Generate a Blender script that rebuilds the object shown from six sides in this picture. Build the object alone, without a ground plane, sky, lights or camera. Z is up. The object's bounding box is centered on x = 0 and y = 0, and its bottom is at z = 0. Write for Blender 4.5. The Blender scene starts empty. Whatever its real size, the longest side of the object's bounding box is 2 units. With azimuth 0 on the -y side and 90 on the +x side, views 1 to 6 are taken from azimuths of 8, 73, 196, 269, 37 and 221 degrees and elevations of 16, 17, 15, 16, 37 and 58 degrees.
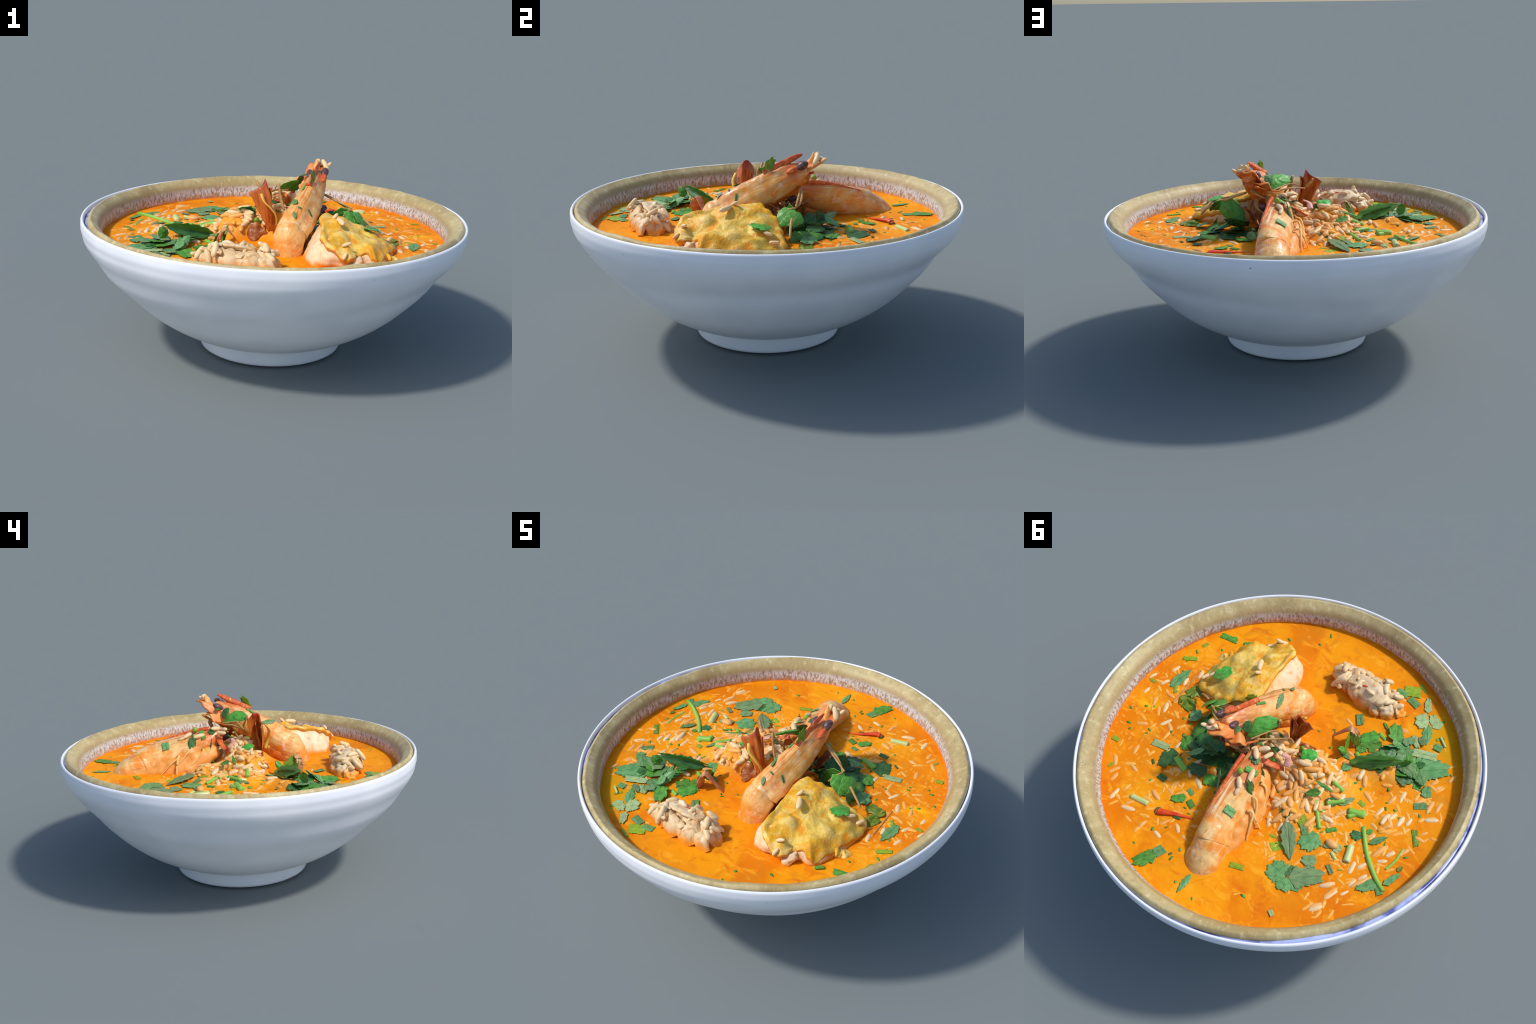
import bpy, bmesh, math, random
from mathutils import Vector, Matrix, noise
from mathutils.bvhtree import BVHTree

rng = random.Random(11)
TAU = 2 * math.pi
SOUP_Z = 0.602
CX, CY = -0.006, -0.003          # axis of the bowl


# ------------------------------------------------------------------ helpers
def lin(*c):
    f = lambda v: (v / 255) / 12.92 if v <= 10 else (((v / 255) + .055) / 1.055) ** 2.4
    return tuple(f(v) for v in c) + (1.0,)


def sstep(a, b, x):
    t = max(0.0, min(1.0, (x - a) / (b - a)))
    return t * t * (3 - 2 * t)


def fbm(p, s, o=3):
    return noise.fractal(Vector(p) * s, 1.0, 2.0, o)


def gauss(x, y, cx, cy, sx, sy=None):
    sy = sy or sx
    return math.exp(-((x - cx) / sx) ** 2 - ((y - cy) / sy) ** 2)


# ------------------------------------------------------------ material nodes
class Nodes:
    def __init__(self, name):
        self.m = bpy.data.materials.new(name)
        self.m.use_nodes = True
        self.t = self.m.node_tree
        self.b = self.t.nodes['Principled BSDF']
        self.coord = self.t.nodes.new('ShaderNodeTexCoord')
        self.obj = self.coord.outputs['Object']

    def new(self, typ, **kw):
        n = self.t.nodes.new(typ)
        for k, v in kw.items():
            setattr(n, k, v)
        return n

    def put(self, sock, v):
        if isinstance(v, bpy.types.NodeSocket):
            self.t.links.new(v, sock)
        elif v is not None:
            sock.default_value = v

    def scale(self, vec, s):
        n = self.new('ShaderNodeMapping')
        self.put(n.inputs['Vector'], vec)
        n.inputs['Scale'].default_value = s if isinstance(s, (tuple, list)) else (s, s, s)
        return n.outputs[0]

    def noise(self, vec, s, detail=3, rough=.55, dist=0.0):
        n = self.new('ShaderNodeTexNoise')
        self.put(n.inputs['Vector'], vec)
        n.inputs['Scale'].default_value = s
        n.inputs['Detail'].default_value = detail
        n.inputs['Roughness'].default_value = rough
        n.inputs['Distortion'].default_value = dist
        return n.outputs['Fac']

    def voronoi(self, vec, s, feature='F1', out='Distance'):
        n = self.new('ShaderNodeTexVoronoi', feature=feature)
        self.put(n.inputs['Vector'], vec)
        n.inputs['Scale'].default_value = s
        return n.outputs[out]

    def rng(self, v, a, b, c=0.0, d=1.0):
        n = self.new('ShaderNodeMapRange', interpolation_type='SMOOTHSTEP')
        self.put(n.inputs['Value'], v)
        for i, x in zip(('From Min', 'From Max', 'To Min', 'To Max'), (a, b, c, d)):
            n.inputs[i].default_value = x
        return n.outputs[0]

    def math(self, op, a, b=None):
        n = self.new('ShaderNodeMath', operation=op)
        self.put(n.inputs[0], a)
        if b is not None:
            self.put(n.inputs[1], b)
        return n.outputs[0]

    def mix(self, f, a, b):
        n = self.new('ShaderNodeMix', data_type='RGBA')
        self.put(n.inputs[0], f)
        self.put(n.inputs[6], a)
        self.put(n.inputs[7], b)
        return n.outputs[2]

    def near(self, p, r0, r1, vec=None):
        """1 inside radius r0 of point p, falling to 0 at r1"""
        n = self.new('ShaderNodeVectorMath', operation='DISTANCE')
        self.put(n.inputs[0], vec or self.obj)
        n.inputs[1].default_value = p
        return self.rng(n.outputs['Value'], r0, r1, 1, 0)

    def dot(self, v, vec=None):
        n = self.new('ShaderNodeVectorMath', operation='DOT_PRODUCT')
        self.put(n.inputs[0], vec or self.obj)
        n.inputs[1].default_value = v
        return n.outputs['Value']

    def comb(self, x, y, z):
        n = self.new('ShaderNodeCombineXYZ')
        for i, v in enumerate((x, y, z)):
            self.put(n.inputs[i], v)
        return n.outputs[0]

    def sep(self, vec=None):
        n = self.new('ShaderNodeSeparateXYZ')
        self.put(n.inputs[0], vec or self.obj)
        return n.outputs

    def done(self, color, rough=.5, spec=.35, bump=None, strength=.3, dist=.004, coat=0.0, sub=0.0):
        b = self.b
        self.put(b.inputs['Base Color'], color)
        self.put(b.inputs['Roughness'], rough)
        b.inputs['Specular IOR Level'].default_value = spec
        if coat:
            b.inputs['Coat Weight'].default_value = coat
            b.inputs['Coat Roughness'].default_value = .2
        if bump is not None:
            n = self.new('ShaderNodeBump')
            n.inputs['Strength'].default_value = strength
            n.inputs['Distance'].default_value = dist
            self.put(n.inputs['Height'], bump)
            self.t.links.new(n.outputs[0], b.inputs['Normal'])
        return self.m


def mat_porcelain():
    n = Nodes('white_porcelain')
    f = n.noise(n.obj, 3.0, 2)
    c = n.mix(n.rng(f, .35, .65), lin(230, 232, 238), lin(238, 239, 243))
    # a few small dark chips just under the lip
    v = n.voronoi(n.scale(n.obj, (1, 1, 2.2)), 7.0)
    z = n.sep()[2]
    band = n.math('MULTIPLY', n.rng(z, .64, .655), n.rng(z, .69, .675))
    chip = n.math('MULTIPLY', n.rng(v, .045, .03), band)
    c = n.mix(chip, c, lin(96, 104, 140))
    return n.done(c, .34, .35)


def mat_blue():
    n = Nodes('blue_glaze')
    f = n.noise(n.scale(n.obj, (9, 9, 30)), 1.0, 3)
    c = n.mix(n.rng(f, .35, .6), lin(52, 70, 150), lin(176, 190, 242))
    return n.done(c, .3, .4)


def mat_clay():
    n = Nodes('beige_clay_glaze')
    streak = n.noise(n.scale(n.obj, (38, 38, 5)), 1.0, 4, .6)
    fine = n.noise(n.scale(n.obj, (85, 85, 34)), 1.0, 4, .75)
    big = n.noise(n.obj, 5.0, 3)
    z = n.sep()[2]
    beige = n.mix(n.rng(big, .35, .65), lin(168, 148, 100), lin(190, 172, 122))
    beige = n.mix(n.rng(streak, .5, .72, 0, .45), beige, lin(226, 216, 172))
    beige = n.mix(n.rng(streak, .46, .3, 0, .45), beige, lin(152, 130, 84))
    beige = n.mix(n.math('MULTIPLY', n.rng(z, .700, .672), n.rng(big, .3, .6, .3, .8)), beige, lin(158, 134, 88))
    # rough white-pink tide band low on the inner wall, feathered upward
    zz = n.math('ADD', z, n.math('MULTIPLY', n.math('SUBTRACT', fine, .5), .075))
    tide = n.rng(zz, .678, .655)
    pale = n.mix(n.rng(fine, .38, .60), lin(150, 122, 90), lin(208, 206, 205))
    blotch = n.noise(n.scale(n.obj, (60, 60, 30)), 1.0, 2)
    pale = n.mix(n.math('MULTIPLY', n.rng(blotch, .52, .62, 0, .75), n.rng(z, .645, .612)), pale, lin(204, 146, 66))
    zo = n.math('ADD', z, n.math('MULTIPLY', n.math('SUBTRACT', fine, .5), .035))
    pale = n.mix(n.rng(zo, .613, .600), pale, lin(238, 158, 40))
    c = n.mix(tide, beige, pale)
    v = n.voronoi(n.obj, 34.0)
    speck = n.math('MULTIPLY', n.rng(v, .13, .07), n.rng(n.noise(n.obj, 7.0, 1), .56, .62))
    c = n.mix(n.math('MULTIPLY', speck, .8), c, lin(92, 66, 40))
    return n.done(c, .45, .3, fine, .25, .004)


def mat_soup():
    n = Nodes('orange_broth')
    big = n.noise(n.obj, 2.6, 3, .5, .6)
    mid = n.noise(n.obj, 11.0, 4, .6, .8)
    fine = n.noise(n.obj, 120.0, 2)
    c = n.mix(n.rng(big, .35, .65), lin(224, 122, 8), lin(240, 152, 14))
    c = n.mix(n.rng(mid, .5, .75, 0, .85), c, lin(214, 104, 12))
    c = n.mix(n.rng(n.noise(n.scale(n.obj, (9, 16, 9)), 1.0, 4, .6, 1.2), .52, .68, 0, .6), c, lin(250, 172, 40))
    c = n.mix(n.rng(n.noise(n.obj, 6.0, 3, .6, 1), .56, .7, 0, .55), c, lin(206, 126, 24))
    # rice grains drowned just under the surface: soft pale lozenges
    x, y, z = n.sep()
    zone = n.math('MAXIMUM', n.near((-.35, .1, .6), .2, .55),
                  n.math('MAXIMUM', n.near((.62, .15, .6), .22, .42), n.near((.3, .45, .6), .1, .32)))
    zone = n.math('MAXIMUM', zone, n.near((.72, -.2, .6), .06, .2))
    zone = n.math('MULTIPLY', zone, n.rng(n.noise(n.obj, 8.0, 2), .28, .46))
    g1 = n.voronoi(n.scale(n.obj, (20, 52, 20)), 1.0)
    g2 = n.voronoi(n.scale(n.obj, (50, 22, 20)), 1.0)
    g = n.math('MAXIMUM', n.rng(g1, .34, .12), n.rng(g2, .34, .12))
    c = n.mix(n.math('MULTIPLY', n.math('MULTIPLY', zone, g), .5), c, lin(242, 182, 82))
    mound = n.math('MULTIPLY', n.rng(z, .607, .64), n.rng(mid, .3, .6, .5, 1))
    c = n.mix(n.math('MULTIPLY', mound, .7), c, lin(224, 160, 66))
    yel = n.math('MULTIPLY', n.near((.76, .1, .6), .03, .09), n.rng(mid, .4, .6))
    c = n.mix(yel, c, lin(255, 184, 24))
    # olive-yellow tint along the left edge
    edge_tint = n.math('MULTIPLY', n.near((-.62, -.6, .6), .05, .27), n.rng(big, .35, .6))
    c = n.mix(n.math('MULTIPLY', edge_tint, .75), c, lin(206, 150, 8))
    c = n.mix(n.rng(fine, .68, .76, 0, .6), c, lin(255, 190, 84))
    return n.done(c, .58, .08, n.math('ADD', mid, n.math('MULTIPLY', fine, .12)), .25, .01)


def mat_rice(name, a, b, wet):
    n = Nodes(name)
    oi = n.new('ShaderNodeObjectInfo')
    f = n.noise(n.obj, 40.0, 3)
    c = n.mix(n.rng(f, .35, .65), a, b)
    c = n.mix(n.math('MULTIPLY', oi.outputs['Random'], wet), c, lin(238, 160, 62))
    return n.done(c, .42, .35, f, .15, .002)


def prawn_material(name, head, axis, back, ridge):
    n = Nodes(name)
    ax = Vector(axis).normalized()
    bk = Vector(back).normalized()
    sd = ax.cross(bk).normalized()
    a, b, s = n.dot(ax), n.dot(bk), n.dot(sd)
    fibre = n.noise(n.comb(n.math('MULTIPLY', a, 7), n.math('MULTIPLY', b, 60), n.math('MULTIPLY', s, 60)), 1.0, 4, .6, .5)
    cloud = n.noise(n.obj, 9.0, 4, .6, .4)
    c = n.mix(n.rng(cloud, .32, .68), lin(222, 153, 62), lin(236, 194, 126))
    c = n.mix(n.rng(n.noise(n.obj, 15.0, 3), .46, .66, 0, .85), c, lin(232, 134, 26))
    c = n.mix(n.rng(n.noise(n.obj, 21.0, 3, .6, .5), .56, .74, 0, .6), c, lin(244, 214, 190))  # pale patches paint whitish highlights onto the shell
    c = n.mix(n.rng(fibre, .55, .72, 0, .55), c, lin(176, 98, 46))
    c = n.mix(n.rng(fibre, .44, .3, 0, .4), c, lin(246, 210, 178))
    red = n.math('MULTIPLY', n.near(head, .05, .2), n.rng(fibre, .38, .56, .25, 1))
    c = n.mix(n.math('MULTIPLY', red, .75), c, lin(200, 86, 32))
    mid = n.math('ABSOLUTE', n.math('SUBTRACT', s, sd.dot(Vector(ridge))))
    mid = n.math('ADD', mid, n.math('MULTIPLY', n.math('SUBTRACT', 1.0, n.near(ridge, .13, .20)), .1))
    st = n.noise(n.comb(n.math('MULTIPLY', a, 3), n.math('MULTIPLY', b, 20), n.math('MULTIPLY', s, 130)), 1.0, 3, .6, .4)
    dors = n.math('MULTIPLY', n.rng(mid, .036, .012), n.rng(st, .44, .58))
    c = n.mix(n.math('MULTIPLY', dors, .75), c, lin(176, 96, 40))
    c = n.mix(n.math('MULTIPLY', n.rng(mid, .036, .012), n.rng(st, .42, .34)), c, lin(246, 206, 168))
    return n.done(c, .36, .4, n.math('ADD', fibre, n.math('MULTIPLY', n.noise(n.obj, 45, 3), .6)), .45, .006, coat=.12)


def mat_plain(name, a, b, scale=18.0, rough=.45, spec=.35, bump=.25, c3=None, dist=.004):
    n = Nodes(name)
    f = n.noise(n.obj, scale, 4, .6, .4)
    c = n.mix(n.rng(f, .33, .67), a, b)
    if c3:
        c = n.mix(n.rng(n.noise(n.obj, scale * 2.3, 3), .56, .72), c, c3)
    return n.done(c, rough, spec, n.noise(n.obj, scale * 3, 3), bump, dist)


def mat_fibre(name, a, b, c3, rough=.42, tip=None):
    """colour streaks that run along the part's own x axis"""
    n = Nodes(name)
    f = n.noise(n.scale(n.obj, (1.6, 22, 6) if not tip else (5, 70, 18)), 1.0, 4, .6, .4)
    c = n.mix(n.rng(f, .33, .6), a, b)
    c = n.mix(n.rng(f, .6, .75), c, c3)
    if tip:
        c = n.mix(n.rng(n.math('ADD', n.sep()[0], n.math('MULTIPLY', f, .06)), .23, .285, 0, .9), c, tip)
    return n.done(c, rough, .4, f, .4, .006)


def mat_skin():
    n = Nodes('yellow_chicken_skin')
    f = n.noise(n.obj, 7.5, 4, .6, .7)
    g = n.noise(n.obj, 17.0, 4, .62, .5)
    p = n.noise(n.obj, 85.0, 3, .6)
    c = n.mix(n.rng(f, .36, .62), lin(226, 164, 22), lin(230, 192, 84))
    c = n.mix(n.rng(g, .50, .66, 0, .7), c, lin(236, 204, 124))
    c = n.mix(n.rng(g, .48, .34, 0, .9), c, lin(236, 146, 16))
    c = n.mix(n.rng(n.noise(n.obj, 5.2, 2), .57, .68, 0, .6), c, lin(172, 146, 44))
    c = n.mix(n.rng(p, .62, .74, 0, .6), c, lin(248, 226, 130))
    return n.done(c, .4, .35, n.math('ADD', p, g), .55, .006)


def mat_meat(name='pale_chicken_meat', a=(232, 198, 150), b=(240, 216, 180), d=(222, 160, 86), wet=(.632, .604), top=(.705, .752)):
    n = Nodes(name)
    f = n.noise(n.scale(n.obj, (8, 8, 3)), 1.0, 4, .6, .6)
    st = n.noise(n.scale(n.obj, (34, 34, 7)), 1.0, 4, .6, .3)
    c = n.mix(n.rng(f, .35, .65), lin(*a), lin(*b))
    c = n.mix(n.rng(st, .5, .68, 0, .75), c, lin(*d))
    z = n.sep()[2]
    zz = n.math('ADD', z, n.math('MULTIPLY', n.math('SUBTRACT', f, .5), .06))
    c = n.mix(n.rng(zz, *wet), c, lin(236, 152, 44))
    c = n.mix(n.rng(zz, *top, 0, .55), c, lin(232, 182, 66))
    return n.done(c, .42, .35, st, .35, .005)


def mat_leaf(name, a, b, vein, fan=True, orange=0.0):
    n = Nodes(name)
    oi = n.new('ShaderNodeObjectInfo')
    x, y, z = n.sep()
    f = n.noise(n.obj, 3.5, 3, .6, .3)
    c = n.mix(n.rng(f, .33, .67), a, b)
    if fan:
        ang = n.math('ARCTAN2', y, n.math('ADD', x, .06))
        wob = n.math('MULTIPLY', n.math('SUBTRACT', f, .5), 1.2)
        w = n.math('ABSOLUTE', n.math('SINE', n.math('ADD', n.math('MULTIPLY', ang, 6.0), wob)))
        v = n.rng(w, .2, .06)
    else:
        mid = n.rng(n.math('ABSOLUTE', y), .045, .015)
        sid = n.math('ABSOLUTE', n.math('SINE', n.math('MULTIPLY', n.math('SUBTRACT', x, n.math('MULTIPLY', n.math('ABSOLUTE', y), .7)), 16.0)))
        v = n.math('MAXIMUM', mid, n.math('MULTIPLY', n.rng(sid, .2, .06), .6))
    c = n.mix(n.math('MULTIPLY', v, .55), c, vein)
    net = n.voronoi(n.obj, 13.0, 'DISTANCE_TO_EDGE')
    c = n.mix(n.math('MULTIPLY', n.rng(net, .035, .01), .22), c, vein)
    hs = n.new('ShaderNodeHueSaturation')
    n.put(hs.inputs['Color'], c)
    n.put(hs.inputs['Value'], n.rng(oi.outputs['Random'], 0, 1, .86, 1.14))
    n.put(hs.inputs['Hue'], n.rng(oi.outputs['Random'], 0, 1, .49, .51))
    m = n.done(hs.outputs[0], .42, .4, n.math('ADD', f, n.math('MULTIPLY', v, -.4)), .3, .01)
    tr = n.new('ShaderNodeBsdfTranslucent')
    n.put(tr.inputs['Color'], hs.outputs[0])
    ms = n.new('ShaderNodeMixShader')
    ms.inputs[0].default_value = .12
    out = [q for q in n.t.nodes if q.type == 'OUTPUT_MATERIAL'][0]
    n.t.links.new(n.b.outputs[0], ms.inputs[1])
    n.t.links.new(tr.outputs[0], ms.inputs[2])
    n.t.links.new(ms.outputs[0], out.inputs['Surface'])
    return m


# -------------------------------------------------------------- mesh helpers
def link(name, mesh, mat=None, parent=None, smooth=True):
    o = bpy.data.objects.new(name, mesh)
    bpy.context.scene.collection.objects.link(o)
    if mat and not mesh.materials:
        mesh.materials.append(mat)
    if smooth:
        for p in mesh.polygons:
            p.use_smooth = True
    if parent:
        o.parent = parent
    return o


def mesh_from(name, verts, faces):
    me = bpy.data.meshes.new(name)
    me.from_pydata([tuple(v) for v in verts], [], faces)
    bm = bmesh.new()
    bm.from_mesh(me)
    bmesh.ops.recalc_face_normals(bm, faces=bm.faces)
    bm.to_mesh(me)
    bm.free()
    me.validate()
    return me


def catmull(pts, n, closed=False):
    P = [Vector(p) for p in pts]
    m = len(P)
    out = []
    segs = m if closed else m - 1
    total = n if closed else n - 1
    for i in range(n):
        u = i / total * segs
        k = min(int(u), segs - 1)
        t = u - k
        g = (lambda j: P[j % m]) if closed else (lambda j: P[max(0, min(m - 1, j))])
        a, b, c, d = g(k - 1), g(k), g(k + 1), g(k + 2)
        out.append(.5 * ((2 * b) + (c - a) * t + (2 * a - 5 * b + 4 * c - d) * t * t + (3 * b - a - 3 * c + d) * t ** 3))
    return out


def rings_mesh(name, rings, closed_u=True, cap0=False, cap1=False):
    n = len(rings[0])
    verts = [v for r in rings for v in r]
    faces = []
    for i in range(len(rings) - 1):
        for j in range(n if closed_u else n - 1):
            k = (j + 1) % n
            faces.append((i * n + j, i * n + k, (i + 1) * n + k, (i + 1) * n + j))
    for flag, i in ((cap0, 0), (cap1, len(rings) - 1)):
        if flag:
            c = sum((Vector(v) for v in rings[i]), Vector()) / n
            verts.append(c)
            q = len(verts) - 1
            for j in range(n):
                faces.append((i * n + j, i * n + (j + 1) % n, q))
    return mesh_from(name, verts, faces)


def loft(name, secs, nseg=40, nlen=40, rough=0.003, rscale=22, shape=None):
    """secs: (centre, half width, half height, back direction, ridge) along a spine;
    ridge > 0 pinches the back into a keel."""
    C = catmull([s[0] for s in secs], nlen)
    W = catmull([(s[1], s[2], s[4]) for s in secs], nlen)
    B = catmull([s[3] for s in secs], nlen)
    rings = []
    for i in range(nlen):
        t = (C[min(i + 1, nlen - 1)] - C[max(i - 1, 0)]).normalized()
        side = t.cross(B[i]).normalized()
        up = side.cross(t).normalized()
        w, h, k = W[i]
        r = []
        for j in range(nseg):
            a = TAU * j / nseg
            ca, sa = math.cos(a), math.sin(a)
            f = 1 + k * max(0.0, sa) ** 8
            x, y = w * ca * (1 - .25 * k * max(0, sa)), h * sa * f
            p = C[i] + side * x + up * y
            if shape:
                p = p + (p - C[i]) * shape(i / (nlen - 1), a)
            p = p + (p - C[i]).normalized() * rough * fbm(p, rscale)
            r.append(p)
        rings.append(r)
    return rings_mesh(name, rings, True, True, True)


def tube(name, pts, r, nseg=10, nlen=16, taper=(1, 1), flat=1.0):
    C = catmull(pts, nlen)
    rings = []
    for i in range(nlen):
        t = (C[min(i + 1, nlen - 1)] - C[max(i - 1, 0)]).normalized()
        ref = Vector((0, 0, 1)) if abs(t.z) < .9 else Vector((1, 0, 0))
        s = t.cross(ref).normalized()
        u = s.cross(t)
        q = taper[0] + (taper[1] - taper[0]) * i / (nlen - 1)
        rings.append([C[i] + (s * math.cos(TAU * j / nseg) + u * flat * math.sin(TAU * j / nseg)) * r * q for j in range(nseg)])
    return rings_mesh(name, rings, True, True, True)


def lathe(name, prof, nseg, warp=None):
    rings = []
    for (r, z) in prof:
        ring = []
        for j in range(nseg):
            a = TAU * j / nseg
            rr, zz = warp(r, z, a) if warp else (r, z)
            ring.append(Vector((CX + rr * math.cos(a), CY + rr * math.sin(a), zz)))
        rings.append(ring)
    return rings_mesh(name, rings, True, False, False)


def origin_to(me, o, p):
    """move an object's origin to p while its mesh stays where it is"""
    me.transform(Matrix.Translation(-Vector(p)))
    o.location = p

# ------------------------------------------------------------------- the root
root = bpy.data.objects.new('seafood_rice_soup_bowl', None)
bpy.context.scene.collection.objects.link(root)
root['label'] = 'white bowl of orange prawn, chicken and rice soup with herbs'
root['category'] = 'soup bowl'

M_porc, M_blue, M_clay, M_soup = mat_porcelain(), mat_blue(), mat_clay(), mat_soup()
M_rice = mat_rice('cooked_rice', lin(224, 194, 144), lin(236, 211, 168), .25)
M_rice_wet = mat_rice('soaked_rice', lin(234, 166, 84), lin(228, 176, 112), .6)
M_skin, M_meat = mat_skin(), mat_meat()
LEAF = {}
for key, a, b, v in (
        ('teal', (122, 168, 104), (94, 146, 82), (62, 104, 56)),
        ('sage', (136, 162, 106), (110, 144, 90), (70, 82, 62)),
        ('green', (96, 162, 58), (68, 130, 44), (142, 188, 90)),
        ('bright', (92, 184, 66), (64, 154, 54), (138, 210, 104)),
        ('dark', (76, 126, 60), (54, 100, 48), (36, 70, 40)),
        ('lime', (164, 182, 40), (128, 162, 30), (190, 202, 70)),
        ('olive', (128, 150, 36), (92, 122, 28), (164, 178, 62)),
        ('pale', (182, 198, 138), (156, 180, 118), (112, 130, 84))):
    LEAF[key] = (mat_leaf(key + '_leaf', lin(*a), lin(*b), lin(*v), True), mat_leaf(key + '_shred', lin(*a), lin(*b), lin(*v), False))


# ------------------------------------------------------------------ the bowl
OUT = [(.312, .14), (.36, .118), (.40, .112), (.380, .0925), (.413, .101), (.460, .119), (.505, .14), (.576, .18), (.634, .22), (.684, .26), (.727, .30),
       (.767, .34), (.805, .38), (.841, .42), (.875, .46), (.906, .50), (.935, .54), (.963, .58), (.984, .62), (.994, .66), (.994, .685)]


def radius_at(z):
    for (r0, z0), (r1, z1) in zip(OUT[3:], OUT[4:]):
        if z <= z1:
            return r0 + (r1 - r0) * (z - z0) / (z1 - z0)
    return OUT[-1][0]


def wall_warp(r, z, a):
    """hand-thrown ripple: one soft hollow and swelling that wander in height,
    and a step under the lip on the left"""
    zc = .440 + .060 * math.cos(a - .4)
    east = .5 + .5 * math.cos(a - .4)
    d = -(.001 + .015 * east ** 1.5) * math.exp(-((z - zc) / .054) ** 2) + .0015 * math.exp(-((z - zc - .085) / .05) ** 2)
    left = .5 + .5 * math.cos(a - 3.8)
    d -= .0022 * left ** 3 * math.exp(-((z - .640) / .016) ** 2)
    d += .011 * max(0, math.cos(a - 3.95)) * math.exp(-((z - .440) / .06) ** 2)
    d += .0025 * noise.noise(Vector((2 * math.cos(a), 2 * math.sin(a), z * 5)))
    zz = z + .005 * left * sstep(.6, .7, z)
    d += sstep(.55, .68, z) * (.0015 + .0035 * math.cos(a) + .002 * math.sin(a))
    return r + d * sstep(.14, .22, z), zz


prof = []
sm = catmull([(r, 0, z) for r, z in OUT[3:]], 90)
prof += [(v.x, v.z) for v in sm]
# rounded lip, then the inside of the shell down to its floor
for k in range(1, 12):
    t = k / 11 * math.pi
    prof.append((.9855 + .0085 * math.cos(t), .693 + .014 * math.sin(t)))
prof += [(.974, .67), (.93, .60), (.88, .52), (.80, .42), (.70, .32), (.56, .22), (.40, .155), (.2, .145), (.01, .145)]
prof = [(.01, .0915), (.2, .0915), (.36, .092)] + prof
bowl = link('porcelain_bowl', lathe('porcelain_bowl', prof, 220, wall_warp), M_porc, root)

foot_prof = [(.325, .115), (.330, .04), (.334, .020), (.341, .011), (.351, .0075), (.363, .009), (.372, .015), (.376, .026), (.379, .05), (.382, .08), (.386, .112)]
foot = link('foot_ring', lathe('foot_ring', foot_prof, 160), M_porc, bowl)


# liner of clay set inside the porcelain; its lip is uneven
def liner_warp(r, z, a):
    p = Vector((3 * math.cos(a), 3 * math.sin(a), 0))
    n1 = noise.noise(p * 1.1) + .5 * noise.noise(p * 3.1)
    n2 = noise.noise(p * 1.7 + Vector((7, 0, 0))) + .5 * noise.noise(p * 4.3)
    k = sstep(.62, .72, z)
    r += k * (.002 + .004 * math.cos(a) + .003 * math.sin(a))
    gap = .025 * max(0, math.cos(a - 2.85)) ** 2 + .006 * max(0, n2) * sstep(-.2, .5, math.cos(a + .45))
    outer = sstep(.925, .955, r)
    r2 = r + k * (.004 * n1 - gap * (.5 + .5 * outer))
    r2 += (1 - k) * .004 * noise.noise(p * 2.0 + Vector((0, 9, 0)))
    wall = sstep(.585, .63, z) * (1 - sstep(.695, .717, z)) * sstep(.962, .945, r)
    r2 -= wall * (.003 + .005 * max(0, math.sin(a)) + .010 * max(0, math.cos(a)) + .007 * max(0, -math.cos(a)))
    south = max(0, math.cos(a)) ** 2 - .5 * max(0, math.cos(a - 4.1))
    top = sstep(.69, .715, z)
    r2 -= top * sstep(.965, .945, r) * .005 * south
    z += top * .003 * south
    r2 -= .004 * math.sin(a) * (1 - sstep(.6, .66, z)) * sstep(.84, .88, r)
    return r2, z + k * (.0055 * n2 + .003 * math.cos(a - 3.1))


lp = catmull([(.955, 0, .64), (.967, 0, .67), (.974, 0, .690), (.973, 0, .704), (.967, 0, .7135), (.959, 0, .7175), (.950, 0, .7145),
              (.934, 0, .701), (.915, 0, .680), (.901, 0, .655), (.893, 0, .615), (.886, 0, .585), (.872, 0, .55), (.85, 0, .52)], 60)
liner = link('clay_liner', lathe('clay_liner', [(v.x, v.z) for v in lp], 260, liner_warp), M_clay, root)


def band_warp(r, z, a):
    p = Vector((4 * math.cos(a), 4 * math.sin(a), 2))
    return r + .003 + .005 * math.cos(a) + .003 * math.sin(a), z + .013 * noise.noise(p * 1.6) - .004


band = link('blue_glaze_band', lathe('blue_glaze_band', [(.945, .66), (.945, .690), (.956, .697), (.973, .697), (.977, .66)], 220, band_warp), M_blue, bowl)


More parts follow.
